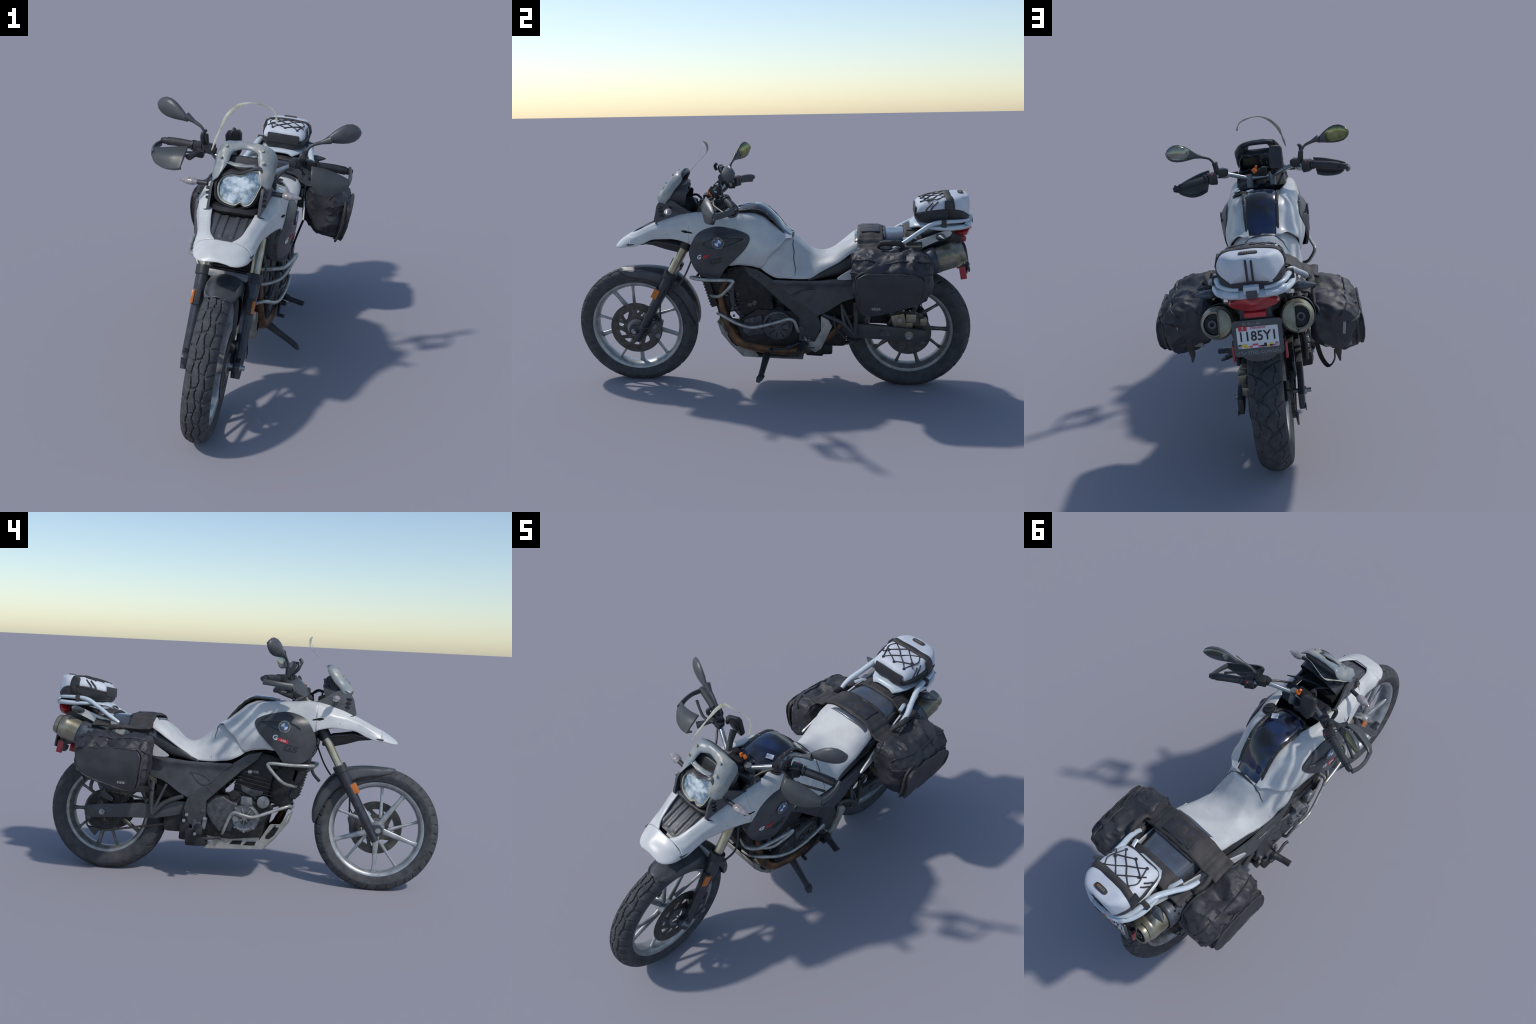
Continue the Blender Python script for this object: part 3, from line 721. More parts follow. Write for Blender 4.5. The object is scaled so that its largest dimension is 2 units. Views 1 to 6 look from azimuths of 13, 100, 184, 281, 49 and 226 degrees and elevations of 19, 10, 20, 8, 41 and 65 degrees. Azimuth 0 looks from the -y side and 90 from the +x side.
# swingarm, shock, chain guard, rear caliper
swing = group('swingarm')
for s in (-1, 1):
    rings = []
    for y, z, h, x, w in ((.255, .345, .030, .095, .030), (.33, .338, .040, .105, .034), (.42, .318, .038, .113, .030), (.55, .312, .036, .118, .026), (.68, .302, .035, .121, .026), (.772, .291, .034, .121, .024)):
        rings.append([Vector((s * (x + dx * w / 2), y, z + dz * h)) for dx, dz in ((-1, -1), (1, -1), (1, 1), (-1, 1))])
    V, F = loft(rings); mk('swingarm_beam', V, F, M['panel'] if s < 0 else M['frame'], swing, bevel=.005)
    V, F = box((s * .135, .760, .262), (.004, .03, .02)); mk('chain_adjuster', V, F, M['engine'], swing, bevel=.002)
V, F = box((0, .36, .34), (.20, .07, .06)); mk('swingarm_bridge', V, F, M['frame'], swing, bevel=.01)
V, F = prism([(.40, .405), (.46, .44), (.64, .438), (.70, .40), (.73, .37), (.715, .362), (.66, .40), (.46, .405)], -.100, -.070); mk('chain_guard', V, F, M['black'], swing, bevel=.003)
V, F = prism([(.665, .47), (.735, .45), (.70, .365), (.648, .345), (.640, .365), (.685, .40)], -.108, -.098); mk('guard_stay', V, F, M['panel'], swing, bevel=.003)
V, F = prism([(.70, .205), (.77, .21), (.79, .27), (.78, .215), (.735, .165)], -.100, -.092); mk('chain_fin', V, F, M['black'], swing, bevel=.002)
lumps = [box((.098, .640, .375), (.05, .07, .06), Matrix.Rotation(.2, 3, 'X')), box((.10, .70, .385), (.05, .05, .045)), box((.092, .665, .345), (.05, .09, .035)), box((.09, .76, .36), (.03, .035, .04))]
V, F = join(*lumps); mk('rear_caliper', rough(V, .006, 30), F, M['titan'], swing, bevel=.008)
V, F = disc((.122, .645, .378), (1, 0, 0), .012, .008, 16); mk('caliper_pin', V, F, M['bolt'], swing)
V, F = box((.1345, .572, .312), (.003, .05, .028)); mk('swingarm_label', V, F, M['engine'], swing)
V, F = disc((.133, .690, .300), (1, 0, 0), .022, .004, 24); mk('axle_washer', V, F, M['titan'], swing)
# shock and linkage
V, F = sweep([(.02, .43, .30), (.02, .36, .52)], .030, 16, 10); mk('shock_body', V, F, M['enginedark'], swing)
coil = [(.02 + .036 * math.cos(t * 2 * pi * 7), .43 - .07 * t + .036 * math.sin(t * 2 * pi * 7) * .9, .30 + .22 * t + .01 * math.sin(t * 2 * pi * 7)) for t in [k / 90 for k in range(91)]]
V, F = sweep(coil, .006, 8, 180); mk('shock_spring', V, F, M['titan'], swing)
V, F = sweep([(.05, .30, .25), (.06, .38, .23), (.05, .46, .255)], .018, 10, 14, flat=.5); mk('linkage', V, F, M['engine'], swing)
V, F = box((0, .31, .285), (.20, .14, .13)); mk('linkage_housing', rough(V, .01, 20), F, M['enginedark'], swing, bevel=.02)
rows = [cr([(-.07, RC.y + r * math.sin(a), RC.z + r * math.cos(a)), (-.05, RC.y + (r + .015) * math.sin(a), RC.z + (r + .015) * math.cos(a)), (.05, RC.y + (r + .015) * math.sin(a), RC.z + (r + .015) * math.cos(a)), (.07, RC.y + r * math.sin(a), RC.z + r * math.cos(a))], 9) for r, a in [(.318, math.radians(d)) for d in range(-78, 8, 6)]]
V, F = grid(rows); mk('rear_hugger', V, F, M['black'], swing, solid=.004)
V, F = box((0, .50, .60), (.21, .26, .16), Matrix.Rotation(.3, 3, 'X')); mk('undertail_fill', rough(V, .01, 15), F, M['void'], swing, bevel=.03)  # dark box added to fill the space under the tail
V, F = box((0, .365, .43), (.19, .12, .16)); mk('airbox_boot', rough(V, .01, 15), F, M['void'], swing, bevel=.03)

# ------------------------------------------------------------------ engine
eng = group('engine')
V, F = loft([[Vector((x, y, z)) for y, z in ((-.13, .225), (.03, .205), (.20, .215), (.245, .27), (.235, .36), (.12, .42), (-.05, .43), (-.16, .36))] for x in (-.124, -.110, .118, .132)])
mk('crankcase', rough(V, .004, 25), F, M['enginedark'], eng, bevel=.012)
CT = Matrix.Rotation(.18, 3, 'X')
V, F = box((.004, -.075, .505), (.235, .18, .22), CT); mk('cylinder', rough(V, .003, 20), F, M['enginedark'], eng, bevel=.02)
for k in range(6):
    V, F = box((0, -.082 + .004 * k, .43 + k * .020), (.248, .195, .006), CT); mk('cooling_fin', V, F, M['enginedark'], eng, bevel=.002)
V, F = box((0, -.105, .615), (.25, .20, .07), CT); mk('cylinder_head', rough(V, .004, 30), F, M['enginedark'], eng, bevel=.02)
# right side covers
V, F = prism([(.152, .372), (.110, .410), (.074, .420), (.030, .395), (-.005, .388), (.0, .30), (.02, .245), (.085, .240), (.128, .285), (.155, .33)], -.135, -.09); mk('crank_cover', V, F, M['engine'], eng, bevel=.010, seg=3)
C = (-.090, -.046, .318)
V, F = lathe([(0, .01), (0, .072), (-.045, .072), (-.058, .066), (-.064, .060), (-.060, .052), (-.058, .012), (-.058, .01)], C, 60); mk('clutch_cover', V, F, M['cast'], eng)
V, F = disc((-.143, -.046, .318), (-1, 0, 0), .053, .006, 48); mk('clutch_face', V, F, M['engine'], eng)
for k in range(7):
    a = 2 * pi * k / 7 + .3; p = Vector((-.150, -.046 + .030 * math.sin(a), .318 + .030 * math.cos(a)))
    V, F = box(p, (.010, .007, .048), Matrix.Rotation(-a, 3, 'X')); mk('clutch_rib', V, F, M['cast'], eng, bevel=.002)
V, F = disc((-.148, -.046, .318), (-1, 0, 0), .012, .008, 20); mk('clutch_boss', V, F, M['cast'], eng)
for k in range(8):
    a = 2 * pi * k / 8; V, F = disc((-.146, -.046 + .067 * math.sin(a), .318 + .067 * math.cos(a)), (-1, 0, 0), .005, .006, 10); mk('cover_bolt', V, F, M['bolt'], eng)
V, F = prism([(-.024, .428), (-.075, .422), (-.082, .385), (-.055, .378), (-.02, .386)], -.155, -.11); mk('starter_cover', V, F, M['cast'], eng, bevel=.006)
V, F = disc((-.110, -.132, .403), (-1, 0, 0), .031, .045, 32); mk('pump_cover', V, F, M['cast'], eng, bevel=.003)
V, F = disc((-.100, .016, .427), (-1, 0, 0), .026, .030, 30); mk('oil_filter_cover', V, F, M['enginedark'], eng, bevel=.003)
V, F = prism([(-.012, .485), (-.055, .468), (-.131, .456), (-.12, .432), (-.075, .425), (-.02, .45)], -.128, -.09); mk('head_cover', V, F, M['engine'], eng, bevel=.006)
V, F = sweep([(-.105, -.01, .545), (-.11, -.05, .548), (-.11, -.10, .548)], [.009, .010, .014], 14, 14); mk('injector', V, F, M['engine'], eng)
V, F = disc((-.11, -.045, .5475), (0, -1, 0), .012, .018, 18); mk('injector_collar', V, F, M['rim'], eng)
# left side covers
C = (.098, .049, .347)
V, F = lathe([(0, .01), (0, .080), (.040, .080), (.052, .074), (.056, .064), (.050, .058), (.050, .01)], C, 60); mk('alternator_cover', V, F, M['engine'], eng)
V, F = disc((.146, .049, .335), (1, 0, 0), .058, .007, 44); mk('alternator_face', V, F, M['engine'], eng, bevel=.002)
for k in range(8):
    a = 2 * pi * k / 8 + .2; p = Vector((.154, .049 + .036 * math.sin(a), .335 + .036 * math.cos(a)))
    V, F = box(p, (.004, .005, .030), Matrix.Rotation(-a, 3, 'X')); mk('face_rib', V, F, M['enginedark'], eng)
V, F = prism([(-.12, .375), (-.03, .40), (-.02, .30), (-.10, .285), (-.13, .31)], .10, .142); mk('water_pump_cover', V, F, M['engine'], eng, bevel=.010)
V, F = prism([(-.15, .62), (.02, .60), (.04, .50), (-.02, .475), (-.12, .465), (-.16, .52)], .08, .128); mk('head_side_cover', V, F, M['enginedark'], eng, bevel=.010)
V, F = sweep([(.10, -.175, .60), (.105, -.18, .52), (.108, -.175, .45), (.10, -.14, .39), (.09, -.10, .36)], .015, 12, 26); mk('coolant_hose', V, F, M['panel'], eng)
V, F = sweep([(.09, -.10, .44), (.11, -.02, .415), (.115, .02, .43)], .007, 8, 20); mk('coolant_hose', V, F, M['panel'], eng)
V, F = sweep([(.11, -.05, .505), (.113, .02, .50), (.112, .03, .55)], .008, 8, 16); mk('cable', V, F, M['panel'], eng)
# small fittings filling the bays
fit = random.Random(5); parts = []
for k in range(46):
    s = fit.choice((-1, 1)); y = fit.uniform(-.22, .22); z = fit.uniform(.24, .58)
    if z > .62 - (y + .1) * .85 : continue
    h = fit.uniform(.008, .022)
    parts.append(box((s * fit.uniform(.105, .125), y, z), (h, h * fit.uniform(.7, 2.), h * fit.uniform(.7, 1.6)), Matrix.Rotation(fit.uniform(0, 3), 3, 'X')))
V, F = join(*parts); mk('engine_fitting', V, F, M['engine'], eng, bevel=.003, kind='stuff')
# radiator
V, F = box((0, -.298, .525), (.22, .035, .20), Matrix.Rotation(.28, 3, 'X')); mk('radiator', V, F, M['enginedark'], eng, bevel=.006)
for k in range(12):
    t = -.085 + .0155 * k; V, F = box((0, -.298 - .276 * t - .019, .525 + .96 * t - .006), (.205, .006, .004)); mk('radiator_fin', V, F, M['black'], eng)
V, F = loft([[Vector((x, y, z)) for x, y, z in ((-w, y0, z0), (w, y0, z0), (w, y0 + .10, z0), (-w, y0 + .10, z0))] for w, y0, z0 in ((.135, -.335, .79), (.14, -.350, .72), (.13, -.345, .65), (.115, -.335, .57))]); mk('scoop_fill', V, F, M['enginedark'], eng, bevel=.01)  # dark block added to fill the scoop behind the side panels
V, F = box((-.075, -.255, .44), (.05, .05, .16), Matrix.Rotation(.4, 3, 'X')); mk('oil_tank', V, F, M['enginedark'], eng, bevel=.012)
V, F = box((0, -.215, .50), (.19, .10, .22), Matrix.Rotation(.2, 3, 'X')); mk('engine_gap_block', rough(V, .006, 20), F, M['enginedark'], eng, bevel=.02)  # dark block added to close the see-through gap behind the radiator
V, F = box((.06, -.25, .46), (.06, .05, .20), Matrix.Rotation(.25, 3, 'X')); mk('radiator_hose_cover', V, F, M['enginedark'], eng, bevel=.012)
V, F = sweep([(-.115, -.355, .60), (-.12, -.37, .56), (-.10, -.40, .525)], .008, 8, 14); mk('cable', V, F, M['black'], eng)

# exhaust: header, under-run pipe, two upswept cans
exh = group('exhaust')
V, F = sweep([(.07, -.19, .58), (.088, -.238, .50), (.098, -.228, .40), (.105, -.200, .32), (.115, -.155, .255), (.122, -.08, .228), (.126, .02, .215), (.126, .12, .212), (.126, .19, .225), (.124, .27, .275), (.115, .34, .33), (.095, .42, .42), (.085, .52, .50), (.11, .62, .585)], [.019, .019, .020, .022, .024, .024, .024, .025, .024, .022, .021, .021, .022, .026], 16, 90)
mk('header_pipe', rough(V, .002, 40), F, M['rust'], exh)
V, F = sweep([(.09, .095, .25), (.125, .105, .23), (.12, .12, .185), (.09, .125, .17)], .018, 10, 16, flat=.6); mk('pipe_clamp', V, F, M['frame'], exh)
V, F = sweep([(-.06, .40, .45), (-.09, .52, .53), (-.115, .62, .60)], .022, 12, 16); mk('link_pipe', V, F, M['titan'], exh)
EA = Vector((0, .944, .33)).normalized()
for s in (-1, 1):
    c1 = Vector((s * .147, .915, .722)); n = 28
    def ring(d, r, sq=1.):
        c = c1 + EA * d; u = Vector((1, 0, 0)); v = u.cross(EA)
        return [c + (u * math.cos(a) * sq + v * math.sin(a)) * r for a in [2 * pi * k / n for k in range(n)]]
    V, F = loft([ring(-.33, .030), ring(-.30, .048), ring(-.26, .054), ring(-.12, .058), ring(-.035, .0605), ring(-.030, .062), ring(-.018, .062), ring(-.012, .059)])
    mk('muffler', V, F, M['titan'], exh, smooth=35)
    # D-shaped outlet at the end
    def dring(d, r):
        out = []
        c = c1 + EA * d; u = Vector((s, 0, 0)); v = Vector((1, 0, 0)).cross(EA)
        for k in range(n):
            a = 2 * pi * k / n; x = max(math.cos(a), -.30) ; out.append(c + (u * (x * r + .006) + v * math.sin(a) * r))
        return out
    V, F = loft([ring(-.014, .0595), ring(.0, .054), dring(.004, .050), dring(.020, .049), dring(.026, .046), dring(.024, .040), dring(-.01, .038)]); mk('outlet', V, F, M['titan'], exh, smooth=40)
    V, F = loft([dring(.008, .039), dring(.012, .037)]); mk('outlet_inside', V, F, M['enginedark'], exh)
    V, F = lathe([(0, .008), (0, .016), (.012, .016), (.012, .008)], (0, 0, 0), 24)
    rot = EA.to_track_quat('X', 'Z').to_matrix(); o = c1 + EA * .012 + Vector((s * .014, 0, 0))
    mk('outlet_pipe', [tuple(rot @ Vector(v) + o) for v in V], F, M['engine'], exh)
    # heat shield wrapped on the outer top
    rows = []
    for d in [-.27 + .024 * k for k in range(8)]:
        c = c1 + EA * d; u = Vector((s, 0, 0)); v = Vector((1, 0, 0)).cross(EA)
        if v.z < 0: v = -v
        rows.append([c + (u * math.cos(a) + v * math.sin(a)) * (.060 + .006 * (d + .27) / .2) for a in [math.radians(-48 + 178 * k / 20) for k in range(21)]])
    V, F = grid(rows); mk('heat_shield', V, F, M['shield'], exh, solid=.004)
    for i in range(3):
        for j in range(3):
            d = -.225 + i * .034 + (j % 2) * .012; a = math.radians(28 + j * 20); c = c1 + EA * d; u = Vector((s, 0, 0)); v = Vector((1, 0, 0)).cross(EA); v = v if v.z > 0 else -v
            w = u * math.cos(a) + v * math.sin(a); V, F = disc(c + w * .0635, w, .006, .003, 12); mk('shield_dot', V, F, M['void'], exh)  # dark discs on the shield stand in for its perforations

# crash bars
crash = group('crash_bars')
V, F = sweep([(.10, -.345, .575), (.155, -.372, .597), (.195, -.345, .600), (.212, -.27, .598), (.224, -.185, .602), (.226, -.155, .598), (.222, -.160, .582), (.205, -.190, .545), (.18, -.230, .508), (.13, -.275, .492), (.07, -.305, .490)], .0085, 10, 90); both('upper_bar', V, F, M['bar'], crash)
V, F = sweep([(.03, -.262, .372), (.08, -.262, .385), (.125, -.235, .392), (.155, -.16, .362), (.170, -.085, .345), (.182, -.02, .358), (.188, .06, .382), (.186, .105, .395), (.178, .132, .382), (.168, .145, .345), (.15, .15, .32)], .0085, 10, 80); mk('lower_bar', V, F, M['bar'], crash)
V, F = sweep([(-.03, -.262, .372), (-.09, -.264, .388), (-.140, -.253, .390), (-.165, -.17, .358), (-.180, -.094, .331), (-.187, -.045, .336), (-.188, -.005, .346), (-.182, .018, .335), (-.165, .04, .290), (-.15, .058, .245), (-.11, .07, .225)], .0085, 10, 80); mk('lower_bar', V, F, M['bar'], crash)

# aluminium skid plate
skid = group('skid_plate')
pth = [(-.262, .348), (-.242, .285), (-.195, .222), (-.140, .165), (-.05, .157), (.06, .150), (.165, .146)]
hw = [.100, .100, .098, .095, .090, .085, .080]
V, F = grid([[(x * w, y, z) for x in (-1, -.5, 0, .5, 1)] for (y, z), w in zip(lin([(0, *p) for p in pth], 7) and pth, hw)]); mk('skid_floor', V, F, M['alu'], skid, solid=.004, smooth=25)
def Wk(y, z): return .097 + .05 * (z - .16) - .03 * max(0, y)
R1 = [(-.259, .346), (-.250, .310), (-.237, .280), (-.190, .220), (-.137, .164), (-.110, .190), (-.125, .218), (-.165, .285), (-.172, .293), (-.222, .297), (-.238, .325)]
V, F = polar(R1, (-.185, .245), Wk, 6, None, .004); both('skid_wing', V, F, M['alu'], skid, smooth=20)
V, F = prism([(-.137, .164), (.165, .146), (.105, .203), (.06, .206), (-.12, .219), (-.116, .19)], -.104, -.100); mk('skid_side', V, F, M['alu'], skid)
V, F = prism([(-.137, .164), (-.055, .160), (-.062, .178), (-.085, .205), (-.125, .215)], .100, .104); mk('skid_side', V, F, M['alu'], skid)
def dark_plate(yz, s, off=.0015): 
    V, F = polar(yz, tuple(sum(p[i] for p in yz) / len(yz) for i in (0, 1)), lambda y, z: Wk(y, z) + off, 2, None, .004)
    if s < 0: V, F = mirrored((V, F))
    mk('skid_window_plate', V, F, M['void'], skid, smooth=0)  # dark plate laid over the wing instead of a cut-out
for s in (-1, 1): dark_plate([(-.215, .278), (-.188, .280), (-.150, .232), (-.150, .218), (-.168, .218), (-.192, .238)], s)
for y in (-.105, -.035):
    yz = [(y, .200), (y + .048, .197), (y + .066, .178), (y + .008, .180)]
    V, F = prism(yz, -.1055, -.103); mk('skid_window_plate', V, F, M['void'], skid, smooth=0)  # dark plate on the side instead of a cut-out
V, F = sweep([(-.102, -.12, .221), (-.102, 0, .214), (-.102, .07, .208)], .0045, 8, 16); mk('skid_rail', V, F, M['bar'], skid)

# controls: pegs, side stand, levers
ctl = group('foot_controls')
for s in (-1, 1):
    V, F = sweep([(s * .14, .185, .262), (s * .175, .180, .262), (s * .205, .170, .256), (s * .266, .158, .250)], [.018, .022, .017, .017], 10, 20, flat=.7); mk('foot_peg', rough(V, .002, 60), F, M['black'], ctl)
    V, F = join(box((s * .145, .19, .262), (.04, .05, .045)), box((s * .15, .21, .235), (.03, .05, .03))); mk('peg_mount', V, F, M['engine'], ctl, bevel=.006)
    V, F = box((s * .168, .165, .232), (.03, .02, .02)); mk('peg_spring', V, F, M['enginedark'], ctl, bevel=.004)
V, F = sweep([(-.15, .20, .20), (-.165, .14, .205), (-.16, .09, .212), (-.165, .065, .212)], .008, 8, 20); mk('brake_pedal', V, F, M['frame'], ctl)
V, F = join(box((-.13, .205, .21), (.07, .09, .07)), box((-.14, .17, .19), (.06, .06, .05)), box((-.12, .25, .30), (.05, .04, .10)), box((-.13, .255, .25), (.04, .05, .06))); mk('master_cylinder', rough(V, .008, 25), F, M['enginedark'], ctl, bevel=.01)
for p in ((-.168, .195, .225), (-.168, .150, .305), (-.165, .155, .265), (-.15, .245, .315), (-.15, .258, .285)):
    V, F = disc(p, (-1, 0, 0), .009, .010, 12); mk('control_bolt', V, F, M['bolt'], ctl)
V, F = box((-.166, .152, .280), (.014, .02, .06), Matrix.Rotation(.15, 3, 'X')); mk('brake_lever_arm', V, F, M['cast'], ctl, bevel=.004)
V, F = sweep([(.15, .16, .26), (.16, .09, .235), (.165, .03, .230), (.165, .015, .232)], .007, 8, 18); mk('shift_lever', V, F, M['black'], ctl)
V, F = sweep([(.165, .018, .232), (.195, .014, .230)], .009, 8, 6); mk('shift_toe', V, F, M['black'], ctl)
V, F = sweep([(.095, -.008, .205), (.135, -.012, .185), (.21, -.022, .148), (.262, -.030, .122)], [.021, .018, .015, .014], 10, 22); mk('side_stand', V, F, M['black'], ctl)
V, F = sweep([(.252, -.024, .126), (.272, -.034, .116), (.286, -.042, .104)], [.018, .020, .010], 8, 10, flat=.6); mk('stand_foot', V, F, M['black'], ctl)
V, F = join(box((.05, .06, .185), (.13, .16, .03)), box((-.02, .22, .175), (.14, .09, .05)), box((.03, .26, .20), (.12, .10, .06))); mk('belly_bracket', rough(V, .01, 20), F, M['enginedark'], ctl, bevel=.012)

# ------------------------------------------------------------------ cockpit: headlight, shroud, screen, gauges
cock = group('front_fairing')
HL = [(-.067, .924), (-.070, .955), (-.055, .983), (-.025, .997), (.004, .996), (.030, 1.010), (.058, 1.020), (.080, 1.008), (.088, .980), (.080, .950), (.070, .922), (.056, .900), (.036, .893), (.020, .903), (.002, .891), (-.025, .893), (-.052, .903)]
def ylens(x, z): return -.541 + (z - .89) * .31 + .7 * (x - .008) ** 2
hc = (.010, .953); out = [(p.x, p.z) for p in cr([(x, 0, z) for x, z in HL], 72, True)]
V, F = [], []; rings = 14
for i in range(rings + 1):
    f = i / rings
    for x, z in out:
        X, Z = hc[0] + (x - hc[0]) * f, hc[1] + (z - hc[1]) * f
        wob = .0035 * noise.noise(Vector((X * 60, 3, Z * 60)))
        V.append((X, ylens(X, Z) - .007 * (1 - f * f) + wob + .001, Z))
for i in range(rings):
    for j in range(72):
        k = (j + 1) % 72; F.append((i * 72 + j, i * 72 + k, (i + 1) * 72 + k, (i + 1) * 72 + j))
mk('headlight_lens', V, F, M['lens'], cock, solid=.003)
def hring(sc, dy, lift=0.):
    return [Vector((hc[0] * (2 - sc) + (x - hc[0]) * sc - hc[0] * (1 - sc) * 0, ylens(x, z) + dy, hc[1] + (z - hc[1]) * sc + lift)) for x, z in out]
V, F = loft([hring(.98, .002), hring(.99, -.008), hring(1.04, -.010), hring(1.07, -.003), hring(1.07, .02)], caps=False); mk('lens_bezel', V, F, M['film'], cock)
V, F = loft([hring(1.06, .002), hring(1.12, -.012), hring(1.20, -.006), hring(1.30, .020), hring(1.34, .06), hring(1.25, .12)], caps=False); mk('headlight_shroud', rough(V, .004, 25), F, M['panel'], cock, smooth=50)
# chin under the lamp
rows = [cr([(-w, y + .05, z), (-w * .8, y + .012, z), (0, y, z), (w * .8, y + .012, z), (w, y + .05, z)], 21) for w, y, z in ((.098, -.538, .884), (.101, -.554, .875), (.100, -.556, .863), (.096, -.545, .851), (.09, -.52, .845))]
V, F = grid(rows); mk('lamp_chin', rough(V, .003, 30), F, M['black'], cock, solid=.006)
for k in range(3):
    for s in (-1, 1):
        V, F = box((s * .103, -.520 + .004 * k, .935 - k * .020), (.020, .030, .010), Matrix.Rotation(.5 * s, 3, 'Z')); mk('chin_louvre', V, F, M['black'], cock, bevel=.003)
# dark cheeks carrying the turn signals
def Wch(y, z): return .103 + .14 * max(0, y + .545) - .15 * max(0, z - .94)
CH = [(-.556, .862), (-.548, .905), (-.535, .950), (-.505, .975), (-.465, .972), (-.42, .948), (-.375, .920), (-.350, .908), (-.400, .905), (-.450, .892), (-.510, .872)]
V, F = polar(CH, (-.48, .92), Wch, 8, 70, .010); both('fairing_cheek', rough(V, .002, 20), F, M['cover'], cock)
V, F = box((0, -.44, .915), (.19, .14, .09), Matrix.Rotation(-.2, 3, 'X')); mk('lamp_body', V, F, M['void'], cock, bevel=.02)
# hazy lower windscreen, its opening a hole left by the scan
A = [(-.114, -.490, .955), (-.119, -.440, 1.022), (-.111, -.408, 1.066), (-.080, -.412, 1.096), (-.04, -.414, 1.104), (0, -.415, 1.106)]
B = [(-.106, -.520, .958), (-.099, -.488, 1.026), (-.084, -.452, 1.080), (-.060, -.438, 1.097), (-.03, -.432, 1.102), (0, -.430, 1.104)]
Cc = [(-.085, -.536, .985), (-.064, -.506, 1.020), (-.050, -.466, 1.064), (-.042, -.455, 1.075), (-.02, -.448, 1.082), (0, -.446, 1.084)]
mir = lambda P: [tuple(p) for p in P] + [(-p[0], p[1], p[2]) for p in reversed(P[:-1])]
ra, rb, rc = [[p + Vector((.007, 0, 0)) for p in cr(mir(Q), 60)] for Q in (A, B, Cc)]
rows = [ra, [a.lerp(b, .5) + Vector((0, -.003, .002)) for a, b in zip(ra, rb)], rb, [b.lerp(c, .33) + Vector((0, -.004, 0)) for b, c in zip(rb, rc)], [b.lerp(c, .67) + Vector((0, -.002, 0)) for b, c in zip(rb, rc)], rc]
V, F = grid(rows); mk('lower_windscreen', rough(V, .0045, 26, 2), F, M['screen'], cock, solid=.004)
rows = [cr([(x, y + .30 * x * x * 6, z + (.010 * (abs(x) / .06) if k == 0 else 0)) for x in (-.066, -.03, 0, .03, .066)], 17) for k, (y, z) in enumerate(((-.506, 1.026), (-.500, 1.031), (-.493, 1.034), (-.485, 1.036)))]
V, F = grid(rows); mk('windscreen_brow', rough(V, .004, 30, 1), F, M['screen'], cock, solid=.004)
for x, y, z in ((-.070, -.455, 1.090), (-.082, -.487, 1.052), (.082, -.487, 1.052), (.070, -.455, 1.090)):
    V, F = disc((x, y, z), (0, -.85, .5), .006, .004, 14); mk('screen_bolt', V, F, M['film'], cock)
# upright frame behind the screen
for s in (-1, 1):
    V, F = sweep([(s * .080, -.44, .99), (s * .086, -.428, 1.045), (s * .080, -.415, 1.080)], .011, 8, 12); mk('screen_post', V, F, M['black'], cock)
V, F = sweep([(-.082, -.415, 1.082), (-.04, -.408, 1.092), (.04, -.408, 1.092), (.082, -.415, 1.082)], .010, 8, 20); mk('screen_crossbar', V, F, M['black'], cock)
# arc strip, all that the scan kept of the clear upper screen
arc = [(-.132, -.427, 1.056), (-.124, -.385, 1.105), (-.114, -.340, 1.152), (-.103, -.314, 1.182), (-.070, -.310, 1.218), (-.03, -.316, 1.236), (.005, -.314, 1.239), (.04, -.306, 1.234), (.068, -.302, 1.223), (.084, -.312, 1.203), (.092, -.325, 1.180)]
V, F = sweep(arc, [.002, .006, .0035, .008, .009, .0075, .003, .0022, .005, .002, .005], 10, 80, flat=.22, up=(0, -.75, .6)); mk('upper_windscreen_remnant', V, F, M['film'], cock)
# gauges
RG = Matrix.Rotation(-.42, 3, 'X')
gp = lambda x, y, z: tuple(RG @ Vector((x, y, z)) + Vector((.0, -.425, 1.005)))
def gbox(c, s): V, F = box(c, s); return [gp(*v) for v in V], F
V, F = gbox((.004, -.015, 0), (.185, .05, .082)); gauge = mk('instrument_cluster', V, F, M['black'], cock, bevel=.010, seg=3)
V, F = gbox((.050, .012, .002), (.078, .004, .044)); mk('lcd_screen', V, F, M['lcd'], gauge, bevel=.002)
V, F = disc((-.026, .0, .004), (0, 1, 0), .037, .020, 40); mk('speedometer', [gp(*v) for v in V], F, M['engine'], gauge)
V, F = disc((-.026, .016, .004), (0, 1, 0), .033, .0055, 40); mk('gauge_face', [gp(*v) for v in V], F, M['dial'], gauge)
for k in range(17):
    a = math.radians(-130 + 260 * k / 16); V, F = box((-.026 - .026 * math.sin(a), .0222, .004 + .026 * math.cos(a)), (.0018, .001, .006), Matrix.Rotation(a, 3, 'Y').inverted()); mk('gauge_tick', [gp(*v) for v in V], F, M['tick'], gauge, smooth=0)
V, F = box((-.030, .0232, -.006), (.002, .001, .024)); mk('gauge_needle', [gp(*v) for v in V], F, M['tick'], gauge, smooth=0)
V, F = sweep([(-.05, -.40, .965), (-.02, -.36, .975), (.0, -.33, .955), (.02, -.30, .93)], .006, 8, 20); mk('wire_loom', V, F, M['black'], cock)
V, F = sweep([(.14, -.33, .962), (.06, -.36, .972), (0, -.38, .965), (-.06, -.385, .95)], [.003, .007, .006, .004], 8, 24, flat=.4); mk('wire_loom', V, F, M['black'], cock)
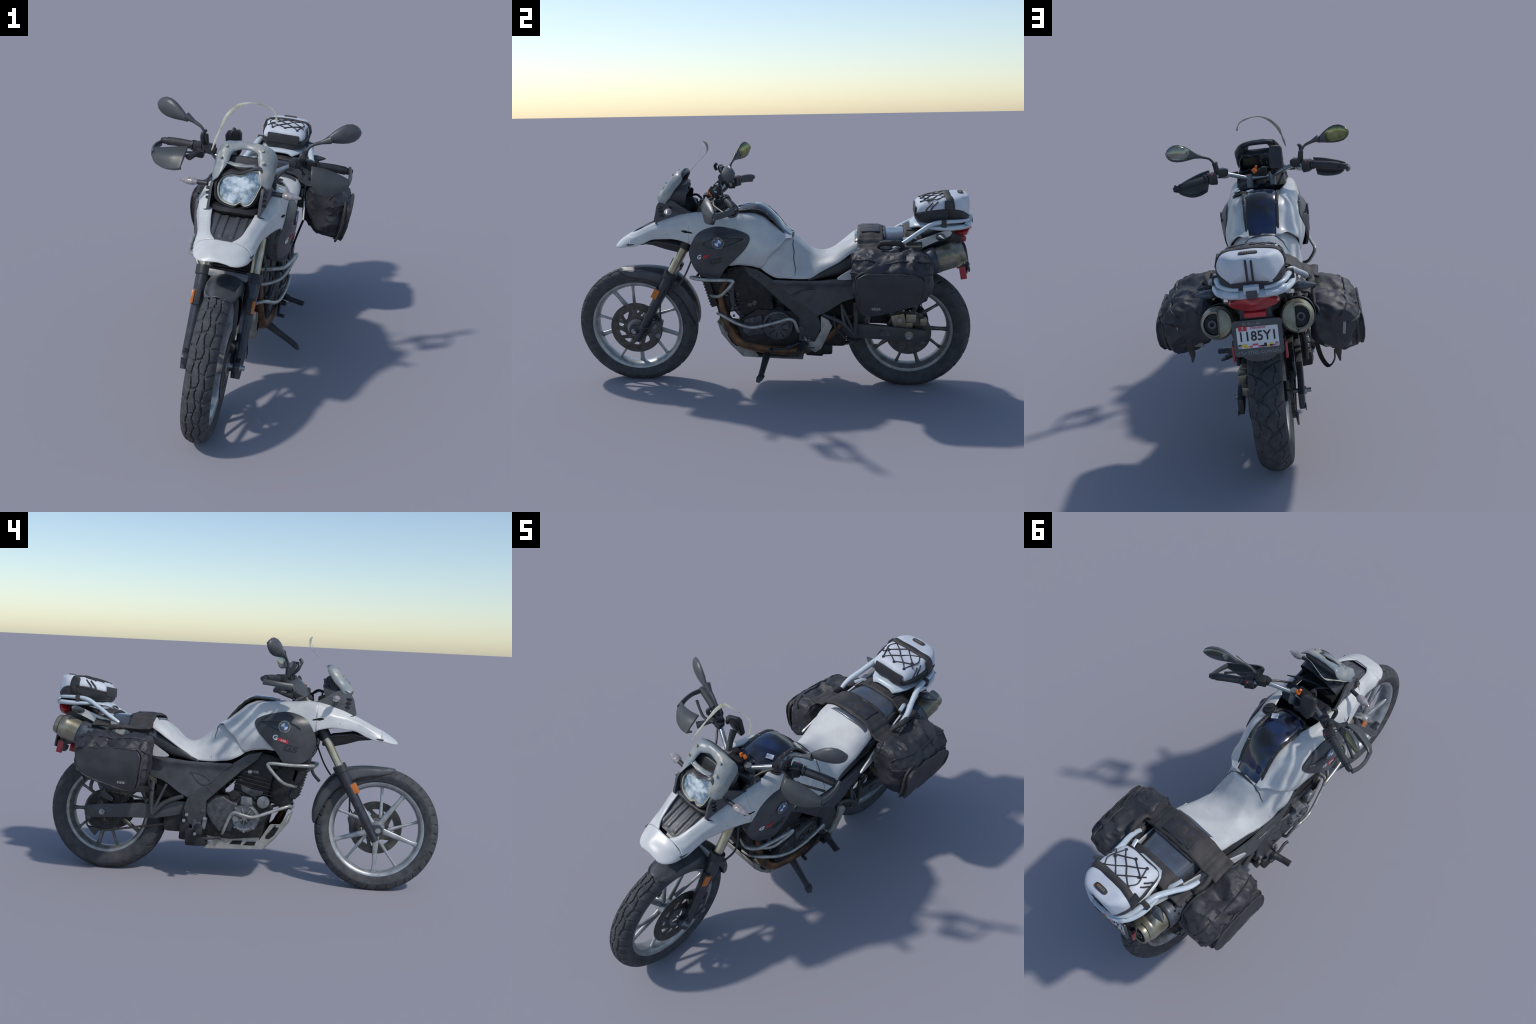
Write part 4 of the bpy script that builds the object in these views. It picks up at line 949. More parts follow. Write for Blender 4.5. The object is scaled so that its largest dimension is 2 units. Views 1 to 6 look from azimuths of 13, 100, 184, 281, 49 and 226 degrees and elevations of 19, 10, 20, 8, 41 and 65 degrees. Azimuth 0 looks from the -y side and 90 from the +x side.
# turn signals
def signal(s, base, tip, par):
    b, t = Vector(base), Vector(tip); d = (t - b)
    V, F = sweep([b, b.lerp(t, .45)], .010, 10, 8); mk('signal_stalk', V, F, M['black'], par)
    V, F = sweep([b.lerp(t, .36), b.lerp(t, .48), b.lerp(t, .68), b.lerp(t, .9), t], [.011, .019, .019, .011, .003], 14, 24, flat=.8); mk('turn_signal', V, F, M['amber'], par)
for s in (-1, 1): signal(s, (s * .125, -.470, .935), (s * .240, -.455, .930), cock)

# ------------------------------------------------------------------ handlebar group (steered)
XF = STEER
hb = group('handlebar')
def sx(P, s): return [(s * p[0], p[1], p[2]) for p in P]
barp = [(.0, -.288, .950), (.055, -.286, .951), (.085, -.274, .962), (.155, -.238, .995), (.20, -.206, 1.002), (.248, -.178, 1.003), (.33, -.143, .997), (.403, -.112, .987)]
V, F = sweep(sx(list(reversed(barp)), -1)[:-1] + barp, .011, 12, 90); mk('handlebar_tube', V, F, M['barsilver'], hb)
for s in (-1, 1):
    V, F = sweep(sx([(.258, -.174, 1.002), (.33, -.143, .997), (.378, -.122, .990)], s), .0175, 16, 14); mk('grip', V, F, M['grip'], hb)
    V, F = sweep(sx([(.252, -.176, 1.003), (.262, -.172, 1.002)], s), .022, 16, 4); mk('grip_flange', V, F, M['black'], hb)
    V, F = sweep(sx([(.378, -.122, .990), (.392, -.116, .988), (.408, -.110, .987)], s), [.013, .015, .011], 12, 8); mk('bar_end', V, F, M['black'], hb)
    V, F = join(box((s * .228, -.190, 1.000), (.040, .044, .050), Matrix.Rotation(s * .42, 3, 'Z')), box((s * .222, -.205, .985), (.035, .035, .04)), box((s * .240, -.180, .998), (.02, .042, .044), Matrix.Rotation(s * .42, 3, 'Z')))
    mk('switch_pod', rough(V, .003, 40), F, M['black'], hb, bevel=.006)
    V, F = box((s * .226, -.172, 1.018), (.012, .012, .012)); mk('red_switch', V, F, M['redprint'], hb, bevel=.003)
    V, F = join(box((s * .185, -.222, 1.012), (.046, .040, .040), Matrix.Rotation(s * .42, 3, 'Z')), box((s * .165, -.238, 1.010), (.030, .032, .026)))
    mk('lever_perch', rough(V, .004, 35, s), F, M['black'], hb, bevel=.006)
    V, F = sweep(sx([(.20, -.235, 1.0), (.26, -.235, .985), (.32, -.205, .978), (.375, -.17, .970)], s), [.008, .007, .006, .007], 10, 24, flat=.6); mk('lever', V, F, M['black'], hb)
    # handguard: shield, lower lip and arm to the bar end
    XF = Matrix.Identity(4)          # measured separately on each side, already turned
    if s > 0:
        shell = [[(.245, -.262, 1.015), (.292, -.238, 1.007), (.340, -.217, .992), (.375, -.204, .978), (.398, -.196, .966)],
                 [(.250, -.287, .972), (.290, -.275, .962), (.335, -.252, .955), (.375, -.228, .954), (.399, -.206, .955)],
                 [(.262, -.272, .925), (.297, -.264, .908), (.335, -.242, .906), (.370, -.223, .918), (.396, -.209, .933)],
                 [(.265, -.245, .915), (.300, -.232, .902), (.335, -.215, .902), (.370, -.205, .915), (.393, -.195, .932)]]
        armp = [(.393, -.203, .950), (.400, -.165, .958), (.399, -.125, .972), (.391, -.092, .988)]
    else:
        shell = [[(-.262, -.275, 1.020), (-.310, -.277, 1.012), (-.360, -.268, 1.000), (-.390, -.257, .993), (-.413, -.245, .986)],
                 [(-.264, -.316, .980), (-.310, -.320, .971), (-.355, -.307, .964), (-.390, -.289, .962), (-.412, -.262, .965)],
                 [(-.270, -.336, .946), (-.310, -.330, .936), (-.355, -.314, .932), (-.385, -.296, .937), (-.404, -.275, .950)],
                 [(-.275, -.302, .930), (-.310, -.297, .921), (-.355, -.287, .921), (-.385, -.273, .930), (-.402, -.260, .945)]]
        armp = [(-.405, -.265, .965), (-.422, -.215, .972), (-.425, -.170, .978), (-.415, -.133, .983)]
    V, F = grid([cr(r, 26) for r in shell]); mk('handguard', V, F, M['guard'], hb, solid=.006, smooth=50)
    V, F = sweep(armp, [.017, .014, .013, .014], 10, 22, flat=.6, up=(1, 0, 0)); mk('guard_arm', V, F, M['guard'], hb)
    XF = STEER
    V, F = sweep(sx([(.215, -.222, .995), (.235, -.258, .985), (.255, -.285, .975)], s), [.014, .014, .020], 10, 14, flat=.6); mk('guard_bracket', V, F, M['black'], hb)
    # mirror
    V, F = sweep(sx([(.200, -.214, 1.015), (.204, -.213, 1.045), (.208, -.212, 1.066)], s), [.015, .013, .012], 12, 10); mk('mirror_clamp', V, F, M['black'], hb)
    stem = [(.206, -.212, 1.060), (.228, -.208, 1.090), (.262, -.199, 1.106), (.298, -.188, 1.121)]
    V, F = sweep(sx(stem, s), [.006, .006, .008, .017], 12, 26); mk('mirror_stem', V, F, M['cover'], hb)
    lo = .006 if s > 0 else .018
    my = .010 if s > 0 else 0
    P0, P1 = Vector((.280 if s > 0 else .290, -.193 + my, 1.119 - lo * .6)), Vector((.415 if s > 0 else .436, -.128 + my, 1.166 - lo)); ax = (P1 - P0).normalized()
    nrm = Vector((-.25, 1, .12)); nrm = (nrm - ax * nrm.dot(ax)).normalized(); up = nrm.cross(ax); up = up if up.z > 0 else -up
    prof = [(0, .010, .010), (.12, .017, .014), (.28, .028, .020), (.45, .037, .024), (.62, .041, .025), (.78, .038, .022), (.90, .028, .016), (.97, .016, .009), (1, .005, .004)]
    rings, face = [], []
    for f, w, t in prof:
        c = P0.lerp(P1, f) + up * (.006 * math.sin(pi * f)); r = []
        for j in range(24):
            a = 2 * pi * j / 24; n_ = math.sin(a); r.append(c + up * math.cos(a) * w + nrm * (n_ * (.006 if n_ > 0 else t)))
        rings.append(r)
        if f >= .28: face.append([c + up * w * .88 * g + nrm * (.0062 * math.sqrt(max(0, 1 - g * g)) + .0015) for g in [q / 6 - 1 for q in range(13)]])
    V, F = loft([[Vector((s * p.x, p.y, p.z)) for p in r] for r in rings]); mir_o = mk('mirror', V, F, M['cover'], hb)
    V, F = grid([[Vector((s * p.x, p.y, p.z)) for p in r] for r in face]); mk('mirror_glass', V, F, M['glassL' if s > 0 else 'glassR'], mir_o, solid=.001)
    # clamp and riser
    V, F = sweep(sx([(.055, -.262, .905), (.055, -.285, .945), (.055, -.290, .968)], s), .017, 12, 10); mk('bar_clamp', V, F, M['cast'], hb)
    V, F = sweep(sx([(.17, -.245, 1.0), (.13, -.29, .975), (.10, -.33, .93), (.07, -.35, .86)], s), .005, 8, 24); mk('control_cable', V, F, M['black'], hb)
V, F = disc((0, -.250, .925), (0, -.2, 1), .024, .018, 24); mk('ignition_lock', V, F, M['enginedark'], hb)
V, F = join(box((.0, -.300, .965), (.07, .04, .04)), box((-.02, -.285, .985), (.03, .03, .03)), box((.03, -.32, .94), (.04, .04, .05))); mk('clock_mount', rough(V, .008, 30), F, M['enginedark'], hb, bevel=.008)
V, F = join(box((.027, -.283, .985), (.020, .016, .022), Matrix.Rotation(.5, 3, 'Y')), box((.018, -.292, .999), (.012, .012, .02), Matrix.Rotation(-.4, 3, 'Y'))); mk('orange_tag', rough(V, .004, 60), F, M['orangetag'], hb, bevel=.003)
# phone holder standing over the right clamp
q = [Vector(p) for p in ((-.050, -.205, 1.003), (-.112, -.195, .996), (-.122, -.248, 1.100), (-.060, -.228, 1.110))]
nq = (q[1] - q[0]).cross(q[3] - q[0]).normalized()
o8 = []
for i in range(4):
    a, b, c = q[i - 1], q[i], q[(i + 1) % 4]; o8 += [b.lerp(a, .14), b.lerp(c, .14)]
cen = sum(q, Vector()) / 4
V, F = loft([[p + nq * d for p in ([cen.lerp(p, sc) for p in o8])] for d, sc in ((-.012, .9), (-.009, 1.), (.007, 1.), (.010, .92))]); mk('phone_holder', V, F, M['black'], hb, bevel=.002)
V, F = sweep([(-.085, -.235, 1.03), (-.075, -.262, .99), (-.06, -.285, .96)], [.016, .012, .014], 10, 14); mk('holder_stalk', V, F, M['black'], hb)
V, F = sweep([(-.095, -.265, 1.085), (-.09, -.272, 1.105), (-.085, -.262, 1.118)], .008, 8, 10); mk('holder_claw', V, F, M['black'], hb)
V, F = sweep([(-.205, -.235, 1.03), (-.21, -.262, 1.06), (-.208, -.265, 1.082), (-.20, -.25, 1.088)], [.008, .010, .009, .006], 8, 16); mk('brake_reservoir_hose', V, F, M['black'], hb)
V, F = sweep([(.205, -.235, 1.02), (.205, -.255, 1.04), (.20, -.248, 1.06)], [.008, .010, .006], 8, 14); mk('clutch_adjuster', V, F, M['black'], hb)
XF = Matrix.Identity(4)

# ------------------------------------------------------------------ luggage
SEC = [(.176, .600), (.225, .535), (.295, .495), (.350, .500), (.382, .548), (.394, .620), (.390, .685), (.362, .728), (.318, .757), (.258, .768), (.205, .764), (.178, .725)]
def crumple(V, amp, seed):
    """soft cloth folds: ridged noise stretched along the fall line"""
    out = []
    for v in V:
        p = Vector(v); q = Vector((p.x * 9, p.y * 15, p.z * 9)) + Vector((seed, seed, seed))
        r = 1 - abs(noise.noise(q)) * 2.2; r2 = 1 - abs(noise.noise(q * 2.7 + Vector((4, 1, 7)))) * 2.2
        c = Vector((math.copysign(.285, p.x), p.y * .6 + .24, .65)); d = (p - c).normalized()
        out.append(tuple(p + d * amp * (r - .62 + .45 * (r2 - .5))))
    return out
def saddlebag(s, dy, dz, seed):
    g = group('saddlebag'); n = 110
    base = cr([(x, 0, z) for x, z in SEC], n, True); cx, cz = .285, .645
    rings = []
    YS = [(.424, .55), (.427, .74), (.435, .88), (.452, .96), (.48, .995), (.54, 1.01), (.60, 1.0), (.66, 1.01), (.71, 1.0), (.745, .965), (.768, .90), (.780, .77), (.783, .58)]
    P = cr([(y, k, 0) for y, k in YS], 90)
    for p in P:
        y, k = p.x, p.y; r = []
        for q in base:
            kf = .74 + .26 * sstep(.424, .50, y); kr = .86 + .14 * (1 - sstep(.73, .785, y))
            x, z = cx - .04 + (q.x - cx + .04) * k * kf * kr, cz + (q.z - cz) * k
            low = max(0, (.645 - z) / .15)
            z += low * (.058 * max(0, y - .58) / .2 + .040 * max(0, .50 - y) / .08)
            top = max(0, (z - .66) / .12); z -= top * .018 * math.exp(-((y - .575) / .05) ** 2)
            z -= top * .020 * max(0, (y - .70) / .08)
            r.append(Vector((s * (x if s > 0 else .03 + x * .89), y + dy, z + dz)))
        rings.append(r)
    V, F = loft(rings); V = crumple(rough(V, .008, 11, seed), .014, seed)
    V0 = list(V); bag = mk('bag_body', V, F, M['bag'], g, smooth=35)
    XO = .408 if s > 0 else .392
    W = lambda y, z: XO - 1.5 * (z - dz - .630) ** 2
    PO = [(.446, .655), (.470, .684), (.520, .692), (.670, .690), (.728, .675), (.750, .638), (.736, .578), (.690, .545), (.600, .516), (.520, .494), (.474, .506), (.456, .566)]
    PO = [(y + dy, z + dz) for y, z in PO]; pc = (.59 + dy, .598 + dz)
    def Wb(y, z):
        o = W(y, z) + .006 * noise.noise(Vector((y * 16, z * 16, seed))); return o
    V, F = polar(PO, pc, Wb, 14, 90, .040)
    # puff: pull the rim in
    V = [(v[0], v[1], v[2]) for v in V]
    V2 = []
    for x, y, z in V:
        V2.append((s * x, y, z))
    if s < 0: F = [tuple(reversed(f)) for f in F]
    mk('bag_pocket', V2, F, M['bag2'], g, bevel=0, smooth=50)
    e = cr([(0, *p) for p in PO], 60, True)
    pip = [(s * (W(p.y, p.z) - .002), p.y, p.z) for p in e]
    V, F = sweep(pip + [pip[0]], .0045, 8, 120); mk('pocket_piping', rough(V, .002, 40), F, M['bag'], g)
    pip2 = [(s * (W(p.y, p.z) - .026), pc[0] + (p.y - pc[0]) * 1.045, pc[1] + (p.z - pc[1]) * 1.06) for p in e]
    V, F = sweep(pip2 + [pip2[0]], .006, 8, 120); mk('pocket_gusset', rough(V, .003, 30), F, M['strap'], g)
    # zip flap ridges along the upper shoulder
    # run along the cloth itself: pick the section point nearest to a target (x, z)
    def along(x, z, i0, i1):
        mid = len(rings) // 2
        j = min(range(n), key=lambda q: (base[q].x - x) ** 2 + (base[q].z - z) ** 2)
        return [Vector(V0[i * n + j]) for i in range(i0, i1, 4)]
    for k, (x, z, r) in enumerate(((.388, .690, .006), (.340, .745, .005), (.205, .764, .006))):
        V, F = sweep(along(x, z, 8, len(rings) - 8), r, 8, 60, flat=.8); mk('bag_welt', rough(V, .002, 40, k), F, M['bag'], g)
    # side strip, patches and strap on the rear face
    V, F = box((s * .315, .779 + dy, .655 + dz), (.012, .012, .050), Matrix.Rotation(s * .12, 3, 'Y')); mk('reflective_strip', V, F, M['piping'], g, bevel=.002)
    for x, w in ((.315, .048), (.25, .036)):
        V, F = box((s * x, .755 + dy, .588 + dz), (w, .020, .036), Matrix.Rotation(.35, 3, 'X')); mk('grey_patch', V, F, M['patch'], g, bevel=.003)
    V, F = sweep([(s * .285, .776 + dy, .66 + dz), (s * .284, .778 + dy, .60 + dz), (s * .284, .762 + dy, .560 + dz), (s * .285, .742 + dy, .525 + dz), (s * .288, .750 + dy, .500 + dz)], [.014, .014, .014, .012, .003], 8, 24, flat=.25, up=(0, 1, 0)); mk('hanging_strap', V, F, M['strap'], g)
    # oval maker's patch: pale letters
    lc = (.533 + dy, .530 + dz)
    V, F = polar([(lc[0] + .027 * math.cos(a), lc[1] + .011 * math.sin(a)) for a in [2 * pi * k / 24 for k in range(24)]], lc, lambda y, z: Wb(y, z) + .001, 2, None, .004)
    if s < 0: V, F = mirrored((V, F))
    mk('oval_patch', V, F, M['engine'], g)
    for k in range(5):
        y = lc[0] - .016 + k * .008; V, F = box((s * (Wb(y, lc[1]) + .001), y, lc[1]), (.003, .004, .010), Matrix.Rotation(.3 * (-1) ** k, 3, 'X')); mk('patch_print', V, F, M['piping'], g, smooth=0)
    # carry handle on the inner top
    V, F = sweep([(s * .190, .545 + dy, .770 + dz), (s * .202, .56 + dy, .790 + dz), (s * .207, .60 + dy, .792 + dz), (s * .20, .645 + dy, .788 + dz), (s * .19, .66 + dy, .768 + dz)], [.010, .012, .015, .012, .010], 10, 30); mk('carry_handle', rough(V, .003, 40), F, M['strap'], g)
    # inner strap to the bike
    V, F = sweep([(s * .19, .46 + dy, .60 + dz), (s * .165, .445 + dy, .50 + dz), (s * .15, .43, .42)], .010, 8, 18, flat=.3); mk('tie_strap', V, F, M['strap'], g)
    return g
saddlebag(1, -.006, -.008, 1.3)
saddlebag(-1, -.006, -.060, 5.1)
# strap tail below the right bag
V, F = sweep([(-.20, .62, .47), (-.215, .66, .42), (-.24, .70, .40), (-.265, .71, .43), (-.27, .70, .47)], .010, 8, 24, flat=.35); mk('loose_strap', V, F, M['strap'])

# tail bag: white lid over a black base
tb = group('tail_bag')
def tailring(y, w, z0, z1, zb, n=40):
    """closed section: flat-ish top, sides flaring to zb, then tapering to z0"""
    P = [(-w * .72, z0), (-w * .93, z0 + (zb - z0) * .35), (-w, zb), (-w * .97, zb + (z1 - zb) * .45), (-w * .80, z1 - .006), (-w * .4, z1), (0, z1 + .002), (w * .4, z1), (w * .80, z1 - .006), (w * .97, zb + (z1 - zb) * .45), (w, zb), (w * .93, z0 + (zb - z0) * .35), (w * .72, z0)]
    return P
TS = [(.716, .080, .872, .922, .900), (.722, .096, .862, .938, .902), (.745, .106, .855, .952, .906), (.80, .115, .855, .966, .918), (.86, .120, .858, .976, .922), (.91, .118, .862, .982, .918), (.934, .106, .864, .982, .908), (.952, .088, .866, .979, .894), (.962, .072, .868, .973, .884)]
lid, base = [], []
for y, w, z0, z1, zb in TS:
    P = tailring(y, w, z0, z1, zb)
    lid.append(cr([(x, y, z) for x, z in P[2:-2]], 33))
    base.append(cr([(P[2][0] * 1.02, y, zb + .002), (P[1][0] * 1.02, y, P[1][1]), (P[0][0], y, P[0][1]), (0, y, z0 - .004), (-P[0][0], y, P[0][1]), (-P[1][0] * 1.02, y, P[1][1]), (-P[2][0] * 1.02, y, zb + .002)], 31))
def smooth_rows(rows, n): return [list(r) for r in zip(*[cr(list(c), n) for c in zip(*rows)])]
lid, base = smooth_rows(lid, 44), smooth_rows(base, 44)
V, F = grid(lid); f0, f1 = len(V), 0
for k, r in ((0, lid[0]), (1, lid[-1])):
    c = sum(r, Vector()) / len(r); V.append(tuple(c)); ci = len(V) - 1; o = 0 if k == 0 else (len(lid) - 1) * 33
    F += [(ci, o + j + 1, o + j) if k == 0 else (ci, o + j, o + j + 1) for j in range(32)] + [(ci, o, o + 32) if k == 0 else (ci, o + 32, o)]
mk('bag_lid', rough(V, .004, 20, 6), F, M['tail'], tb, solid=.003, smooth=55)
V, F = grid(base)
for k, r in ((0, base[0]), (1, base[-1])):
    c = sum(r, Vector()) / len(r) + Vector((0, -.006 if k == 0 else .004, .02)); V.append(tuple(c)); ci = len(V) - 1; o = 0 if k == 0 else (len(base) - 1) * 31
    F += [(ci, o + j + 1, o + j) if k == 0 else (ci, o + j, o + j + 1) for j in range(30)] + [(ci, o, o + 30) if k == 0 else (ci, o + 30, o)]
mk('bag_base', rough(V, .005, 24, 2), F, M['bag2'], tb, solid=.003, smooth=55)
def lid_at(y, f):
    i = min(range(len(lid)), key=lambda k: abs(lid[k][16].y - y)); j = (f * .5 + .5) * 32; a = int(min(31, j)); return lid[i][a].lerp(lid[i][a + 1], j - a)
def up_n(f): return Vector((f * .8, 0, 1)).normalized()
# dark rim cord between lid and base
for j in (0, -1):
    V, F = sweep([r[j] for r in lid[::3]], .005, 8, 60); mk('bag_rim', V, F, M['strap'], tb)
V, F = sweep([p for p in lid[0][::3]], .005, 8, 40); mk('bag_rim', V, F, M['bag2'], tb)
V, F = box((0, .714, .905), (.165, .012, .050)); mk('front_pocket', rough(V, .003, 30), F, M['bag2'], tb, bevel=.005)
# cross strap with buckles
rows = []
for f in [k / 30 * 2 - 1 for k in range(31)]:
    p = lid_at(.862, f); n_ = Vector((f * 1.0 if abs(f) > .6 else f * .3, 0, 1 if abs(f) < .8 else .3)).normalized()
    rows.append([p + n_ * .004 + Vector((0, d, 0)) for d in (-.016, 0, .016)])
lo = [[Vector((-p.x * 0 + p.x * .93, p.y, p.z - .045)) for p in rows[0]]] + rows + [[Vector((p.x * .93, p.y, p.z - .045)) for p in rows[-1]]]
V, F = grid(lo); mk('cross_strap', V, F, M['strap'], tb, solid=.005)
for s in (-1, 1):
    V, F = box((s * .119, .862, .945), (.014, .036, .042), Matrix.Rotation(-s * .25, 3, 'Y')); mk('strap_buckle', rough(V, .003, 40), F, M['black'], tb, bevel=.004)
# bungee lacing on the front half
def cord(pts):
    P = [lid_at(y, f) + Vector((f * .004, 0, .0045)) for y, f in pts]; V, F = sweep(P, .0028, 6, 30); mk('bungee_cord', V, F, M['bag2'], tb)
for s in (-1, 1):
    cord([(.845, -.45 * s), (.82, -.2 * s), (.79, .0), (.765, .22 * s), (.742, .45 * s)])
    cord([(.845, .0), (.82, .22 * s), (.79, .45 * s), (.765, .62 * s)])
    cord([(.742, 0), (.76, -.2 * s), (.785, -.45 * s)])
    cord([(.845, .42 * s), (.81, .56 * s), (.775, .50 * s), (.742, .44 * s)])
for y, f in ((.742, .45), (.742, -.45), (.742, 0), (.79, .47), (.79, -.47), (.845, .45), (.845, -.45)):
    p = lid_at(y, f); V, F = disc(p, (0, 0, 1), .007, .007, 10); mk('cord_loop', V, F, M['bag2'], tb)
# oval patch on the lid
pc = lid_at(.928, 0); V, F = loft([[pc + Vector((x * k, y * k, h + z)) for x, y, z in [(.034 * math.copysign(abs(math.cos(a)) ** .6, math.cos(a)), .013 * math.copysign(abs(math.sin(a)) ** .6, math.sin(a)), 0) for a in [2 * pi * q / 32 for q in range(32)]]] for h, k in ((-.003, 1), (.004, 1), (.005, .9))]); pt_ = mk('lid_patch', V, F, M['strap'], tb)
for k in range(5):
    V, F = box(pc + Vector((-.018 + .009 * k, -.001, .0055)), (.005, .010, .001)); mk('patch_print', V, F, M['orange' if k == 4 else 'patch'], pt_, smooth=0)
# paired stripes on the rear face and on both front flanks
def stripe(pts, name='bag_stripe', r=.0045):
    V, F = sweep([Vector(p) for p in pts], r, 6, 16, flat=.35, up=(0, 1, 0)); mk(name, V, F, M['bag2'], tb)
for x in (-.010, .010): stripe([(x, .9685, .888), (x, .9695, .920), (x, .968, .955), (x, .963, .973)])
for s in (-1, 1):
    for dy_ in (0, .022):
        P = [lid_at(.752 + dy_ + .035 * t, s * (.97 - .30 * t)) + Vector((s * .0035, -.001, .002)) for t in (0, .33, .66, 1)]
        V, F = sweep(P, .0035, 6, 14); mk('bag_stripe', V, F, M['bag2'], tb)

# ------------------------------------------------------------------ rack and tail
rack = group('luggage_rack')
V, F = sweep([(.185, .608, .752), (.186, .630, .766), (.180, .668, .788), (.160, .720, .820), (.142, .775, .852), (.134, .815, .864), (.128, .87, .868), (.112, .925, .868), (.08, .952, .866), (.045, .962, .864)], [.011, .013, .014, .014, .015, .015, .013, .012, .011, .010], 12, 80, flat=.75); both('grab_rail', V, F, M['rack'], rack)
V, F = sweep([(.138, .765, .842), (.142, .815, .838), (.138, .87, .838), (.118, .925, .840), (.085, .956, .842), (.045, .970, .846)], [.008, .012, .014, .015, .016, .014], 12, 60, flat=.8); both('tail_rail', V, F, M['rack'], rack)
V, F = grid([cr([(-w, y, z - .012), (-w * .6, y, z), (0, y, z + .002), (w * .6, y, z), (w, y, z - .012)], 17) for y, w, z in ((.690, .060, .835), (.715, .085, .846), (.75, .10, .850), (.84, .115, .852), (.92, .105, .852), (.955, .08, .846))]); mk('rack_plate', V, F, M['rack'], rack, solid=.008)
V, F = grid([[(x * w, y + .012 * (1 - x * x), z) for x in [k / 6 - 1 for k in range(13)]] for w, y, z in ((.128, .940, .862), (.120, .955, .850), (.098, .966, .838), (.088, .962, .832))]); mk('tail_cowl', V, F, M['rack'], rack, solid=.006)
V, F = prism([(.965, .850), (.985, .852), (.985, .878), (.962, .882)], -.028, .028); mk('latch_housing', V, F, M['rack'], rack, bevel=.004)
V, F = box((0, .984, .850), (.040, .010, .030)); mk('rack_lock', V, F, M['cover'], rack, bevel=.004)
V, F = sweep([(.145, .655, .79), (.13, .70, .79), (.10, .74, .77)], .010, 8, 14, flat=.5); both('rack_stay', V, F, M['rack'], rack)
for s in (-1, 1):
    V, F = box((s * .136, .842, .855), (.030, .022, .050)); mk('bag_strap', V, F, M['strap'], rack, bevel=.003)

tl = group('tail_assembly')
LT = [(-.094, .803), (-.055, .832), (0, .838), (.055, .832), (.094, .803), (.050, .783), (0, .777), (-.050, .783)]
o = cr([(x, 0, z) for x, z in LT], 48, True)
for_r = lambda k, y: [Vector((p.x * k, y - 1.6 * p.x * p.x * k + .25 * (p.z - .80), .806 + (p.z - .806) * k)) for p in o]
V, F = loft([for_r(.85, .914), for_r(1.0, .934), for_r(1.0, .956), for_r(.93, .968), for_r(.6, .975), for_r(.2, .978)]); mk('tail_light', V, F, M['red'], tl)
V, F = box((0, .943, .763), (.080, .030, .022), Matrix.Rotation(-.2, 3, 'X')); mk('lower_lens', V, F, M['redref'], tl, bevel=.004)
V, F = loft([[Vector((x, y, z)) for x, y, z in ((-w, y0, z0), (w, y0, z0), (w, y0 - d, z0), (-w, y0 - d, z0))] for w, y0, d, z0 in ((.055, .930, .12, .795), (.058, .936, .10, .755), (.060, .938, .05, .735), (.075, .942, .022, .70), (.075, .955, .018, .62))]); mk('plate_hanger', V, F, M['black'], tl, bevel=.004)
PA, PB = Vector((0, .946, .738)), Vector((0, .970, .610)); pv = (PA - PB).normalized(); pn = Vector((1, 0, 0)).cross(pv); pn = pn if pn.y > 0 else -pn; po = (PA + PB) / 2
def pput(u, v, w): return tuple(po + Vector((-u, 0, 0)) + pv * v + pn * w)
def pbox(cu, cv, w, h, w0, w1, rnd=0):
    if rnd:
        o = []
        for sx_, sy in ((1, 1), (-1, 1), (-1, -1), (1, -1)):
            for k in range(5):
                a = math.atan2(sy, sx_) - pi / 4 + pi / 2 * k / 4 ; o.append((cu + sx_ * (w / 2 - rnd) + rnd * math.cos(a), cv + sy * (h / 2 - rnd) + rnd * math.sin(a)))
    else: o = [(cu - w / 2, cv - h / 2), (cu + w / 2, cv - h / 2), (cu + w / 2, cv + h / 2), (cu - w / 2, cv + h / 2)]
    return loft([[Vector(pput(u, v, k)) for u, v in o] for k in (w0, w1)])
V, F = pbox(0, 0, .180, .132, 0, .007, .014); plate = mk('plate_frame', V, F, M['cover'], tl, smooth=30)
V, F = pbox(.0, .003, .150, .078, .006, .0085, .004); mk('licence_plate', V, F, M['plate'], plate, smooth=30)
lettering('plate_number', '1185Y1', .050, M['ink'], lambda u, v, w: pput(u * .92, v + .006, .0092 + w), plate, bold=.0006)
V, F = pbox(-.052, .038, .030, .018, .0086, .0098); mk('plate_sticker', V, F, M['redprint'], plate, smooth=0)
lettering('sticker_digit', '5', .016, M['plate'], lambda u, v, w: pput(u - .052, v + .038, .0102 + w), plate)
